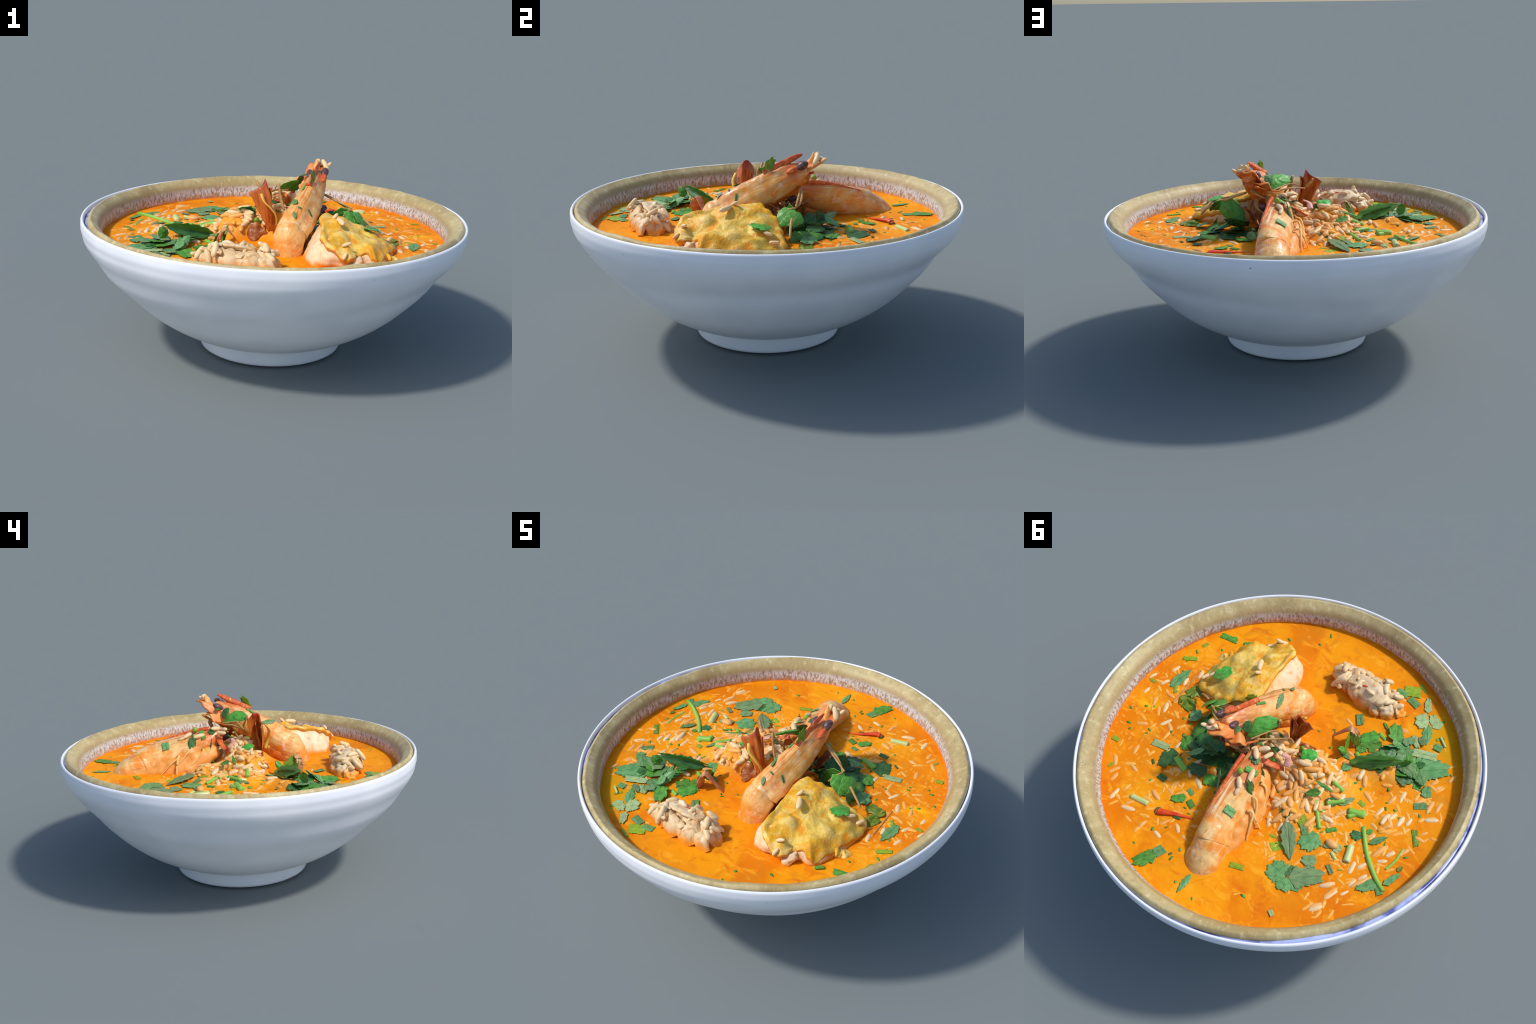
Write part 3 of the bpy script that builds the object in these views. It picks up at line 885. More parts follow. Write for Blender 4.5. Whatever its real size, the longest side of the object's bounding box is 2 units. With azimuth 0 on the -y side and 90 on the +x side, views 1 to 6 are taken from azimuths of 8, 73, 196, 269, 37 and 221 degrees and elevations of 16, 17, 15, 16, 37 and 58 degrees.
# ------------------------------------------------------------- leaf blanks
def leaf_blank(kind, seed):
    """unit leaf: base at the origin, tip at x = 1, half width .5"""
    r = random.Random(seed)
    pts = []
    if kind in ('fan', 'crumple', 'cup'):
        n = 84
        ph = r.uniform(-.3, .3)
        teeth = r.choice((13, 15, 17))
        for i in range(n + 1):
            a = -1.25 + 2.5 * i / n
            lobe = .64 + .36 * abs(math.cos(1.85 * (a + ph * .4))) ** .55
            cut = .13 * max(0, math.cos(2.6 * a + ph) * -1) ** 2
            tooth = .055 * math.sin(teeth * a + ph * 5) + .03 * math.sin(2.3 * teeth * a + seed)
            if kind == 'cup':
                cut, tooth, lobe = 0.0, tooth * .4, .80 + .20 * math.cos(1.3 * a + ph) + .04 * math.cos(4 * a)
            rad = (lobe - cut + tooth) * (1 - .28 * (abs(a) / 1.25) ** 3)
            pts.append((rad * math.cos(a), rad * math.sin(a)))
        pts.append((0.0, .035))
        pts.append((0.0, -.035))
        centre = (.42, 0)
    elif kind == 'blade':
        n = 40
        for side in (1, -1):
            for i in range(n):
                t = i / n if side == 1 else 1 - i / n
                w = .5 * (math.sin(math.pi * t ** .8) ** .85) * (1 + .10 * math.sin(t * 31 + seed) + .06 * math.sin(t * 57))
                pts.append((t, side * max(w, .012)))
        centre = (.45, 0)
    else:
        n = 16
        edge = []
        for (x0, y0), (x1, y1), amp in (((0, -.42), (1, -.5), .05), ((1, -.5), (.94, .42), .10), ((.94, .42), (.05, .5), .06), ((.05, .5), (0, -.42), .09)):
            for i in range(n):
                t = i / n
                k = amp * (noise.noise(Vector((seed * 3.1, len(edge) * .9, 0))) + .6 * noise.noise(Vector((seed, len(edge) * 2.1, 4))))
                nx, ny = (y1 - y0), -(x1 - x0)
                l = math.hypot(nx, ny)
                edge.append((x0 + (x1 - x0) * t + nx / l * k, y0 + (y1 - y0) * t + ny / l * k))
        pts = edge
        centre = (.5, 0)
    mx = max(p[0] for p in pts)
    my = max(abs(p[1]) for p in pts)
    pts = [(p[0] / mx, p[1] / my * .5) for p in pts]
    cx, cy = centre
    N = len(pts)
    levels = 9
    curl = {'crumple': .16, 'cup': .05}.get(kind, .03)
    fold = r.uniform(-.08, .12)

    def height(x, y):
        h = curl * (noise.noise(Vector((x * 2.2, y * 2.4, seed))) + .5 * noise.noise(Vector((x * 5, y * 5, seed + 3))))
        h += fold * abs(y) + .02 * abs(math.sin(6 * math.atan2(y, x + .06))) * x
        if kind == 'cup':
            h += -.34 * (x - .4) ** 2 - .42 * y * y
        if kind == 'crumple':
            h += .10 * abs(math.sin(5 * math.atan2(y, x + .1)))
        return h
    top, bot = [], []
    for i in range(1, levels + 1):
        t = i / levels
        for px, py in pts:
            x, y = cx + (px - cx) * t, cy + (py - cy) * t
            th = .045 * (1 - .6 * t * t)
            h = height(x, y)
            top.append((x, y, h + th / 2))
            bot.append((x, y, h - th / 2))
    h = height(cx, cy)
    V = top + bot + [(cx, cy, h + .022), (cx, cy, h - .022)]
    M = N * levels
    F = []
    for i in range(levels - 1):
        for j in range(N):
            k = (j + 1) % N
            F.append((i * N + j, i * N + k, (i + 1) * N + k, (i + 1) * N + j))
            F.append((M + i * N + j, M + (i + 1) * N + j, M + (i + 1) * N + k, M + i * N + k))
    for j in range(N):
        k = (j + 1) % N
        F.append((2 * M, j, k))
        F.append((2 * M + 1, M + k, M + j))
        e = (levels - 1) * N
        F.append((e + j, e + k, M + e + k, M + e + j))
    return mesh_from(kind + '_leaf', V, F)


BLANK = {}


def leaf_mesh(kind, variant, col):
    key = (kind, variant, col)
    if key not in BLANK:
        if (kind, variant) not in BLANK:
            BLANK[(kind, variant)] = leaf_blank(kind, variant + 1)
        me = BLANK[(kind, variant)].copy()
        me.materials.append(LEAF[col][1 if kind in ('shred', 'blade') else 0])
        for p in me.polygons:
            p.use_smooth = True
        BLANK[key] = me
    return BLANK[key]


LEAF_NAME = {'fan': 'coriander_leaf', 'crumple': 'crumpled_leaf', 'blade': 'leaf_blade', 'shred': 'leaf_shred', 'cup': 'coriander_leaf'}


def put_leaf(kind, base, tip, width, col, normal=(0, 0, 1), variant=None, lift=1.0, parent=None):
    base, tip = Vector(base), Vector(tip)
    x = tip - base
    L = x.length
    x.normalize()
    z = Vector(normal) - x * x.dot(Vector(normal))
    z.normalize()
    y = z.cross(x)
    o = bpy.data.objects.new(LEAF_NAME[kind], leaf_mesh(kind, variant if variant is not None else rng.randrange(4), col))
    bpy.context.scene.collection.objects.link(o)
    M = Matrix((x * L, y * width, z * L * lift)).transposed().to_4x4()
    M.translation = base
    # no shear: the axes are orthogonal, so this is rotation and scale only
    o.matrix_world = M
    o.parent = parent or root
    return o


# everything loose lies on whatever is under it
def bvh_of(objs):
    V, F = [], []
    for o in objs:
        k = len(V)
        mw = o.matrix_world
        V += [mw @ v.co for v in o.data.vertices]
        F += [tuple(k + i for i in p.vertices) for p in o.data.polygons]
    return BVHTree.FromPolygons(V, F)


bpy.context.view_layer.update()
ground = bvh_of([soup])
solid = bvh_of([soup, prawn2, prawn1, abd1, chick, chunk])


def drop(x, y, tree=None, z0=1.2):
    hit = (tree or ground).ray_cast(Vector((x, y, z0)), Vector((0, 0, -1)))
    return (hit[0].z, hit[1]) if hit[0] else (SOUP_Z, Vector((0, 0, 1)))


def flat(rows, parent=None, tree=None, up=.003):
    for i, (kind, x0, y0, x1, y1, w, col) in enumerate(rows):
        za, _ = drop(x0, y0, tree)
        zb, _ = drop(x1, y1, tree)
        zm, nm = drop((x0 + x1) / 2, (y0 + y1) / 2, tree)
        L = math.hypot(x1 - x0, y1 - y0)
        k = {'lime': .0005, 'olive': .001}.get(col, up) + .0007 * (i % 5)
        mid = max(zm - (za + zb) / 2, 0)
        put_leaf(kind, (x0, y0, za + k + mid * .8), (x1, y1, zb + k + mid * .8), w, col, nm, lift=min(.9, .055 / L) if kind != 'crumple' else .55, parent=parent)


flat([
    ('shred', 0.744, -0.438, 0.642, -0.458, 0.037, 'green'),
    ('blade', 0.731, -0.015, 0.719, -0.163, 0.065, 'teal'),
    ('shred', 0.728, -0.046, 0.681, -0.003, 0.028, 'lime'),
    ('crumple', 0.591, -0.101, 0.627, -0.016, 0.084, 'olive'),
    ('crumple', 0.645, -0.002, 0.524, 0.018, 0.088, 'olive'),
    ('shred', 0.575, 0.293, 0.477, 0.268, 0.043, 'pale'),
    ('fan', 0.441, 0.037, 0.406, 0.173, 0.081, 'dark'),
    ('fan', 0.237, 0.097, 0.378, 0.232, 0.158, 'dark'),
    ('fan', 0.279, 0.102, 0.264, 0.222, 0.096, 'dark'),
    ('shred', 0.756, 0.395, 0.712, 0.388, 0.029, 'lime'),
    ('shred', 0.804, -0.195, 0.736, -0.239, 0.027, 'lime'),
    ('shred', 0.773, -0.317, 0.762, -0.355, 0.023, 'lime'),
    ('shred', 0.848, 0.009, 0.810, 0.009, 0.021, 'lime'),
])
flat([
    ('shred', -0.214, -0.702, -0.281, -0.718, 0.045, 'teal'),
    ('shred', -0.290, -0.704, -0.361, -0.688, 0.046, 'teal'),
    ('shred', -0.243, -0.725, -0.322, -0.771, 0.074, 'lime'),
    ('fan', -0.418, -0.684, -0.369, -0.765, 0.045, 'pale'),
    ('fan', -0.449, -0.646, -0.389, -0.607, 0.109, 'pale'),
    ('fan', -0.518, -0.638, -0.436, -0.690, 0.066, 'pale'),
    ('blade', -0.455, -0.630, -0.519, -0.518, 0.053, 'teal'),
    ('shred', -0.147, -0.469, -0.194, -0.419, 0.043, 'teal'),
    ('blade', -0.275, -0.505, -0.324, -0.475, 0.016, 'green'),
    ('fan', -0.307, -0.422, -0.236, -0.347, 0.090, 'green'),
    ('shred', -0.245, -0.341, -0.287, -0.306, 0.027, 'dark'),
    ('fan', -0.484, -0.406, -0.404, -0.476, 0.076, 'teal'),
    ('fan', -0.434, -0.526, -0.500, -0.476, 0.041, 'pale'),
    ('shred', -0.553, -0.538, -0.596, -0.544, 0.044, 'teal'),
    ('shred', -0.487, -0.440, -0.605, -0.492, 0.052, 'pale'),
    ('blade', -0.190, -0.245, -0.275, -0.218, 0.038, 'teal'),
    ('fan', -0.528, -0.388, -0.634, -0.463, 0.082, 'teal'),
    ('shred', -0.283, -0.812, -0.350, -0.785, 0.020, 'lime'),
    ('shred', -0.540, -0.574, -0.567, -0.612, 0.018, 'lime'),
    ('fan', -0.561, -0.362, -0.693, -0.475, 0.126, 'teal'),
    ('fan', -0.418, -0.405, -0.437, -0.494, 0.092, 'teal'),
    ('blade', -0.433, -0.423, -0.435, -0.284, 0.048, 'teal'),
    ('fan', -0.465, -0.320, -0.528, -0.387, 0.072, 'dark'),
    ('fan', -0.519, -0.253, -0.572, -0.337, 0.100, 'dark'),
])
flat([
    ('blade', -0.633, -0.281, -0.568, -0.318, 0.034, 'green'),
    ('fan', -0.360, -0.365, -0.223, -0.347, 0.095, 'green'),
    ('fan', -0.290, -0.333, -0.254, -0.285, 0.069, 'green'),
    ('blade', -0.296, -0.197, -0.278, -0.137, 0.054, 'teal'),
    ('shred', -0.450, -0.247, -0.395, -0.257, 0.045, 'dark'),
    ('blade', -0.508, -0.473, -0.426, -0.523, 0.032, 'lime'),
])
flat([
    ('fan', 0.136, 0.746, 0.200, 0.848, 0.080, 'green'),
    ('shred', 0.146, 0.748, 0.131, 0.696, 0.056, 'teal'),
    ('blade', -0.059, 0.722, -0.069, 0.832, 0.035, 'teal'),
    ('shred', -0.166, 0.576, -0.233, 0.547, 0.031, 'lime'),
    ('fan', 0.224, 0.434, 0.285, 0.481, 0.054, 'green'),
    ('shred', 0.250, 0.391, 0.209, 0.398, 0.027, 'teal'),
    ('shred', 0.210, 0.436, 0.161, 0.453, 0.035, 'green'),
    ('blade', 0.283, 0.548, 0.297, 0.583, 0.029, 'dark'),
    ('shred', 0.418, 0.419, 0.366, 0.417, 0.033, 'dark'),
    ('shred', 0.209, 0.546, 0.169, 0.534, 0.016, 'dark'),
    ('blade', -0.214, 0.346, -0.262, 0.326, 0.019, 'lime'),
    ('shred', 0.090, 0.710, 0.084, 0.692, 0.012, 'dark'),
    ('shred', 0.505, 0.369, 0.477, 0.386, 0.013, 'dark'),
    ('blade', 0.652, 0.534, 0.642, 0.494, 0.018, 'lime'),
])
flat([
    ('shred', -0.192, 0.231, -0.247, 0.219, 0.042, 'dark'),
    ('blade', -0.243, 0.240, -0.377, 0.390, 0.079, 'sage'),
    ('fan', -0.400, 0.203, -0.367, 0.311, 0.117, 'teal'),
    ('shred', -0.285, 0.219, -0.311, 0.170, 0.061, 'lime'),
    ('shred', -0.322, 0.239, -0.343, 0.211, 0.056, 'teal'),
    ('shred', -0.259, 0.395, -0.320, 0.318, 0.051, 'lime'),
    ('fan', -0.408, 0.469, -0.308, 0.455, 0.128, 'teal'),
    ('fan', -0.417, 0.468, -0.439, 0.535, 0.107, 'teal'),
    ('fan', -0.424, 0.463, -0.553, 0.351, 0.116, 'sage'),
    ('fan', -0.477, 0.318, -0.410, 0.353, 0.068, 'sage'),
    ('fan', -0.444, 0.475, -0.508, 0.465, 0.069, 'teal'),
    ('shred', -0.525, 0.299, -0.571, 0.326, 0.025, 'sage'),
    ('fan', -0.760, 0.241, -0.690, 0.317, 0.066, 'teal'),
    ('shred', -0.766, 0.242, -0.806, 0.278, 0.037, 'teal'),
    ('fan', -0.785, 0.227, -0.818, 0.134, 0.038, 'teal'),
    ('fan', -0.569, 0.095, -0.510, 0.099, 0.055, 'dark'),
    ('blade', -0.573, 0.057, -0.587, 0.028, 0.032, 'green'),
    ('blade', -0.612, 0.098, -0.665, 0.015, 0.036, 'teal'),
    ('blade', -0.378, 0.020, -0.319, 0.047, 0.049, 'dark'),
    ('blade', -0.381, 0.024, -0.423, -0.055, 0.038, 'sage'),
    ('shred', -0.206, 0.097, -0.228, 0.055, 0.073, 'green'),
    ('blade', -0.242, 0.094, -0.273, 0.113, 0.026, 'dark'),
    ('shred', -0.444, -0.056, -0.482, -0.054, 0.028, 'lime'),
    ('fan', -0.685, -0.267, -0.653, -0.329, 0.055, 'teal'),
])
flat([
    ('shred', -0.663, -0.194, -0.717, -0.242, 0.041, 'teal'),
    ('shred', -0.599, -0.288, -0.638, -0.299, 0.040, 'green'),
    ('shred', -0.737, -0.094, -0.799, -0.024, 0.033, 'olive'),
    ('blade', -0.798, 0.133, -0.802, 0.095, 0.025, 'olive'),
    ('blade', -0.453, 0.238, -0.484, 0.197, 0.032, 'sage'),
    ('fan', -0.503, 0.229, -0.519, 0.181, 0.044, 'pale'),
    ('shred', -0.405, 0.466, -0.407, 0.396, 0.026, 'dark'),
    ('shred', -0.415, 0.167, -0.452, 0.126, 0.023, 'green'),
    ('shred', -0.455, 0.638, -0.486, 0.652, 0.024, 'pale'),
    ('shred', 0.569, -0.492, 0.606, -0.460, 0.023, 'green'),
    ('blade', 0.656, -0.474, 0.704, -0.441, 0.025, 'green'),
    ('blade', 0.741, -0.242, 0.810, -0.194, 0.026, 'lime'),
    ('fan', 0.181, 0.096, 0.181, 0.255, 0.127, 'dark'),
])


# leaves that lie on the prawn, the chicken and the head
flat([('shred', -.018, .415, -.066, .402, .045, 'teal'), ('fan', -.085, .275, -.025, .255, .056, 'dark'), ('shred', -.048, .135, -.048, .205, .034, 'green'),
      ('shred', .020, .215, -.035, .190, .032, 'green'), ('blade', -.02, .15, -.055, .19, .03, 'dark'), ('fan', .035, .135, -.01, .165, .05, 'dark')], root, solid, .004)
flat([('blade', .135, -.215, .105, -.125, .034, 'teal'), ('shred', .165, -.05, .150, -.10, .016, 'green'), ('shred', .196, -.215, .216, -.225, .012, 'dark'),
      ('shred', .145, -.24, .165, -.245, .010, 'dark'), ('blade', .128, -.27, .142, -.305, .022, 'teal')], root, solid, .004)
put_leaf('fan', (.525, -.155, .706), (.495, -.245, .722), .085, 'bright', (.1, .05, 1), 1, .6)
put_leaf('cup', (.500, -.150, .715), (.540, -.205, .709), .070, 'green', (.1, .1, 1), 2, .5)
# the bright folded leaf between the prawn heads
put_leaf('cup', (.104, .058, .876), (.024, -.045, .880), .085, 'bright', (-.55, .42, .72), 0, .8)
put_leaf('cup', (.110, .064, .872), (.060, .052, .838), .085, 'bright', (-.62, .62, .45), 1, .8)
put_leaf('cup', (.100, .055, .885), (.135, .092, .892), .070, 'dark', (-.5, .7, .5), 2, .9)
put_leaf('blade', (.145, .10, .905), (.128, .135, .905), .03, 'dark', (-.5, .6, .6), 3)
# jagged leaf standing on the back of the prawn
put_leaf('fan', (.191, -.072, .882), (.197, -.020, .968), .052, 'olive', (.93, -.36, .1), 3, .5)
# bright leaf on the peak of the rice
put_leaf('cup', (-.125, -.015, .742), (-.180, -.075, .757), .070, 'bright', (-.3, .3, .9), 3, .8)
put_leaf('blade', (-.125, -.02, .745), (-.10, -.03, .70), .05, 'dark', (-.3, .7, .6), 0)
put_leaf('blade', (-.30, .055, .70), (-.24, .10, .682), .045, 'green', (-.4, .3, .9), 1)
put_leaf('blade', (-.345, .02, .70), (-.245, .035, .728), .022, 'green', (-.4, .3, .9), 2)
# sprig by the chicken: stem, folded upper pair, spreading lower leaf
put_leaf('cup', (.395, .015, .752), (.428, -.078, .695), .115, 'green', (.60, -.30, .75), 0, .8)
put_leaf('cup', (.440, .030, .742), (.462, -.045, .692), .095, 'green', (.75, -.25, .60), 1, .8)
put_leaf('cup', (.405, .020, .750), (.270, .038, .640), .115, 'green', (.05, .97, .2), 2, .5)
put_leaf('cup', (.440, .000, .626), (.425, .165, .614), .085, 'green', (.40, .05, .90), 3, .22)
put_leaf('cup', (.440, .030, .636), (.458, -.03, .612), .070, 'green', (.85, .1, .45), 0, .6)
put_leaf('fan', (.47, .075, .63), (.535, .02, .612), .08, 'teal', (.2, .1, 1), 1, .6)
for pts, r in [([(.235, .099, .814), (.30, .085, .79), (.355, .055, .765), (.392, .018, .752)], .0065), ([(.462, -.02, .72), (.490, -.035, .70), (.525, -.05, .672), (.545, -.058, .650)], .0065),
               ([(.392, .018, .752), (.37, -.02, .745), (.36, -.06, .735)], .005)]:
    link('sprig_stem', tube('sprig_stem', pts, r, 10, 20, (1, .8)), M_twig, root)
# dark leaves behind the prawn
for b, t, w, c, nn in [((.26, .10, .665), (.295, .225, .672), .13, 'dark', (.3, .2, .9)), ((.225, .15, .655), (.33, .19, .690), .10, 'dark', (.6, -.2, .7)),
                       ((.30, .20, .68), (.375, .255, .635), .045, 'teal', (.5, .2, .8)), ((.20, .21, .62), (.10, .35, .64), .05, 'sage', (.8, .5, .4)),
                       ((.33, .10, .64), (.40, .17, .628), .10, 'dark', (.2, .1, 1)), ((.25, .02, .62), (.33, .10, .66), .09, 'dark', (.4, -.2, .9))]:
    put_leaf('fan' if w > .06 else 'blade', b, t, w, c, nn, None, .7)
# tall pale-green folded blade and curled pieces on the left
put_leaf('blade', (-.285, -.190, .640), (-.515, -.322, .704), .085, 'green', (-.45, .55, .62), 1, .35)
put_leaf('blade', (-.300, -.205, .632), (-.500, -.320, .690), .075, 'dark', (.45, -.62, .55), 2, .35)
put_leaf('cup', (-.500, -.330, .640), (-.520, -.345, .700), .06, 'green', (.5, -.7, .3), 3)
put_leaf('blade', (-.23, -.24, .615), (-.205, -.312, .716), .060, 'olive', (-.6, -.3, .4), 0, .6)
put_leaf('blade', (-.26, -.30, .620), (-.198, -.318, .712), .050, 'olive', (-.5, .6, .4), 2, .6)
put_leaf('cup', (-.24, -.25, .612), (-.225, -.20, .690), .045, 'green', (-.7, -.3, .3), 1)
put_leaf('fan', (-.44, -.38, .622), (-.36, -.32, .640), .10, 'dark', (-.1, .2, 1), 2, .8)
put_leaf('blade', (-.42, -.43, .616), (-.37, -.35, .668), .055, 'teal', (.5, -.5, .7), 3)
put_leaf('blade', (-.395, -.40, .650), (-.43, -.44, .612), .06, 'teal', (-.3, -.5, .8), 1)
put_leaf('cup', (-.50, -.30, .612), (-.545, -.29, .650), .07, 'green', (.4, -.6, .6), 0)
for i in range(14):
    a = rng.uniform(0, TAU)
    x, y = rng.gauss(-.46, .075), rng.gauss(-.36, .06)
    L = rng.uniform(.06, .12)
    z = SOUP_Z + rng.uniform(.008, .026) + max(0, soup_h(x, y) - SOUP_Z) * .8
    put_leaf(rng.choice(('fan', 'fan', 'blade')), (x, y, z), (x + L * math.cos(a), y + L * math.sin(a), z + rng.uniform(-.012, .02)), L * .72, rng.choice(('teal', 'dark', 'sage', 'green')),
             (rng.uniform(-.3, .3), rng.uniform(-.3, .3), 1), None, .8)
M_tan = mat_plain('tan_onion_skin', lin(206, 150, 104), lin(188, 116, 72), 16, .4, .4, .3, lin(226, 180, 140))
o = link('onion_shred', tube('onion_shred', [(-.225, -.335, .650), (-.205, -.318, .706), (-.165, -.305, .665), (-.118, -.286, .604)], .030, 14, 26, (.9, .3), .22), M_tan, root)
link('onion_shred', tube('onion_shred', [(-.24, -.31, .61), (-.235, -.33, .66), (-.21, -.32, .70)], .030, 12, 14, (1, .4), .25), M_tan, root)

# --------------------------------------------------------------------- stems
M_stem = mat_fibre('green_stem', lin(112, 176, 56), lin(146, 196, 84), lin(86, 148, 44))
M_pstem = mat_fibre('pale_stem', lin(176, 196, 110), lin(206, 212, 150), lin(146, 176, 84))
STEMS = [
    ([(-.543, .042), (-.634, .142), (-.731, .215), (-.804, .254)], .0105, .004, M_stem), ([(-.437, .017), (-.513, -.009)], .016, .006, M_stem),
    ([(-.585, .237), (-.555, .157)], .017, .003, M_pstem), ([(-.29, .079), (-.33, .122), (-.385, .176)], .0095, .004, M_stem),
    ([(-.319, .069), (-.34, .108)], .0095, .003, M_stem), ([(-.300, -.046), (-.362, -.042)], .011, .008, M_stem), ([(.445, .586), (.352, .569)], .014, .000, M_pstem),
    ([(.412, .296), (.326, .322)], .016, .003, M_stem), ([(-.301, -.433), (-.342, -.421)], .009, .000, M_stem), ([(-.273, -.272), (-.315, -.245)], .011, .003, M_stem),
    ([(-.754, .02), (-.759, .092), (-.749, .156)], .007, -.003, M_stem), ([(-.339, -.424), (-.296, -.439)], .010, .000, M_stem),
    ([(-.502, .238), (-.539, .256)], .009, .002, M_pstem), ([(-.500, -.026), (-.452, .045)], .012, .004, M_stem), ([(-.395, -.006), (-.335, .056)], .010, .010, M_stem),
    ([(.654, .052), (.661, -.04), (.668, -.15)], .004, .001, M_twig), ([(-.55, -.60), (-.60, -.565)], .006, .006, M_pstem)]
for pts, r, up, m in STEMS:
    P = [(x, y, drop(x, y)[0] + up) for x, y in pts]
    me = tube('stem', P, r, 14, 18 if len(pts) > 2 else 8)
    o = link('stem', me, m, root)
    d = (Vector(P[-1]) - Vector(P[0])).normalized()
    s = Vector((0, 0, 1)).cross(d).normalized()
    M = Matrix((d, s, d.cross(s))).transposed().to_4x4()
    M.translation = P[0]
    me.transform(M.inverted())
    o.matrix_local = M
link('chilli_strip', tube('chilli_strip', [(.280, .570, .610), (.260, .562, .614), (.229, .545, .612), (.18, .521, .607), (.125, .50, .602)], .022, 12, 24, (.85, .2), .6), M_chil, root)
ball('chilli_tip', .012, M_red, root, (.284, .573, .607), (1, 1.2, .6))
ball('green_pea', .016, LEAF['olive'][1], root, (.026, .244, .812))
ball('olive_bit', .016, LEAF['olive'][0], root, (-.082, -.085, .694), (1, .9, 1.1))
ball('bean', .026, M_rice_wet, root, (-.478, .205, .612), (1.2, .8, .6))


# ---------------------------------------------------------------------- rice
def grain_mesh(seed):
    r = random.Random(seed)
    bend = r.uniform(-.05, .09)
    secs = []
    for t in (-.5, -.46, -.36, -.15, .1, .3, .42, .48, .5):
        w = .205 * max(.04, 1 - abs(2 * t) ** 3.2) ** .5 * (1 + .06 * math.sin(9 * t + seed))
        secs.append(((t, bend * (1 - 4 * t * t), 0), w, w * .88, (0, 0, 1), 0))
    me = loft('rice_grain', secs, 14, 16, .012, 9)
    for p in me.polygons:
        p.use_smooth = True
    return me


GR = []
for s in range(5):
    for m in (M_rice, M_rice_wet):
        g = grain_mesh(s)
        g.materials.append(m)
        GR.append(g)
grain_count = [0]


def grain(p, direction, length, wet, parent=None, normal=(0, 0, 1), fat=1.0):
    d = Vector(direction).normalized()
    nrm = Vector(normal)
    s = nrm.cross(d).normalized()
    u = d.cross(s)
    o = bpy.data.objects.new('rice_grain', GR[rng.randrange(5) * 2 + (1 if wet else 0)])
    bpy.context.scene.collection.objects.link(o)
    k = max(.046, min(.066, length)) * fat
    M = Matrix((d * length, s * k, u * k)).transposed().to_4x4()
    M.translation = p
    o.matrix_world = M
    o.parent = parent or root
    grain_count[0] += 1
    return o


def lay_grain(x, y, deg, L, sink, wet, tree=None, tilt=0.0):
    z, nm = drop(x, y, tree)
    a = math.radians(deg)
    d = Vector((math.cos(a), math.sin(a), tilt))
    d = d - nm * d.dot(nm) * (1 if not tilt else .5)
    grain(Vector((x, y, z)) + nm * sink, d, L * 1.08, wet, normal=nm)


SEEN = []
SEEN += [(-0.461,-0.101,160,0.082), (-0.598,-0.206,-81,0.078), (-0.561,-0.162,-97,0.063), (-0.552,-0.076,-94,0.072), (-0.602,-0.053,-88,0.077), (-0.625,-0.089,-100,0.065), (-0.661,-0.090,-87,0.070), (-0.633,-0.017,-123,0.045), (-0.732,-0.239,-82,0.084), (-0.767,-0.263,-84,0.080), (-0.772,-0.186,-144,0.071), (-0.166,0.283,-60,0.082), (-0.232,0.281,-88,0.042), (-0.234,0.192,172,0.055), (-0.144,0.212,-61,0.049), (-0.168,0.200,156,0.055), (-0.204,0.163,149,0.047), (-0.216,0.141,149,0.058), (-0.128,0.116,-130,0.070), (-0.080,0.128,-159,0.050), (-0.361,0.078,143,0.045), (-0.414,0.071,-97,0.055), (-0.571,0.248,169,0.055), (-0.600,0.056,-116,0.033), (-0.677,0.093,-106,0.079), (-0.717,0.074,-109,0.051), (-0.711,0.130,-142,0.057), (-0.621,0.243,-79,0.076), (-0.651,0.208,-113,0.028), (-0.688,0.251,-113,0.056), (-0.667,0.302,-99,0.039), (-0.584,0.381,-134,0.078), (-0.625,0.409,-107,0.084), (-0.669,0.364,-113,0.028), (-0.612,0.501,-123,0.076), (-0.303,0.433,-110,0.043), (-0.419,0.134,-109,0.035), (-0.347,-0.072,-87,0.031), (-0.785,-0.108,-118,0.023), (-0.808,-0.081,-109,0.026), (-0.694,-0.112,-89,0.030)]
SEEN += [(0.589,0.556,-89,0.064), (0.521,0.626,-88,0.077), (0.429,0.617,-125,0.035), (0.413,0.644,-160,0.079), (0.234,0.337,152,0.072), (0.300,0.407,174,0.051), (0.312,0.451,171,0.027), (0.380,0.366,147,0.049), (0.353,0.257,-156,0.042), (0.309,0.244,-103,0.033), (0.305,0.312,127,0.072), (0.366,0.342,-168,0.035), (0.196,0.244,151,0.084), (0.204,0.662,168,0.050), (0.153,0.584,145,0.035), (0.294,0.668,-96,0.033), (0.543,0.461,167,0.023), (0.354,0.508,161,0.072), (0.091,0.598,168,0.025)]
SEEN += [(0.788,-0.123,-102,0.064), (0.660,-0.173,-75,0.063), (0.851,-0.015,-109,0.032), (0.811,0.074,-92,0.059), (0.772,-0.021,-112,0.046), (0.687,-0.090,-77,0.057), (0.665,0.097,-67,0.069), (0.733,0.096,-74,0.030), (0.602,0.163,-113,0.079), (0.694,0.024,-177,0.030), (0.426,0.198,-86,0.058), (0.453,0.228,-98,0.046)]
SEEN += [(-0.133,-0.404,166,0.028), (-0.390,-0.527,-164,0.028), (-0.255,-0.253,172,0.037), (-0.336,-0.339,-170,0.044)]
SEEN += [(-0.727,-0.433,77,0.058), (-0.701,-0.350,58,0.033), (-0.668,-0.368,65,0.026), (-0.767,-0.188,43,0.066), (-0.619,0.404,74,0.087), (-0.580,0.379,49,0.076), (-0.605,0.494,54,0.083), (-0.690,0.279,66,0.103), (-0.723,0.080,63,0.046), (-0.675,0.103,70,0.089), (-0.662,0.218,62,0.033), (-0.606,0.059,77,0.032), (-0.380,-0.538,21,0.028)]

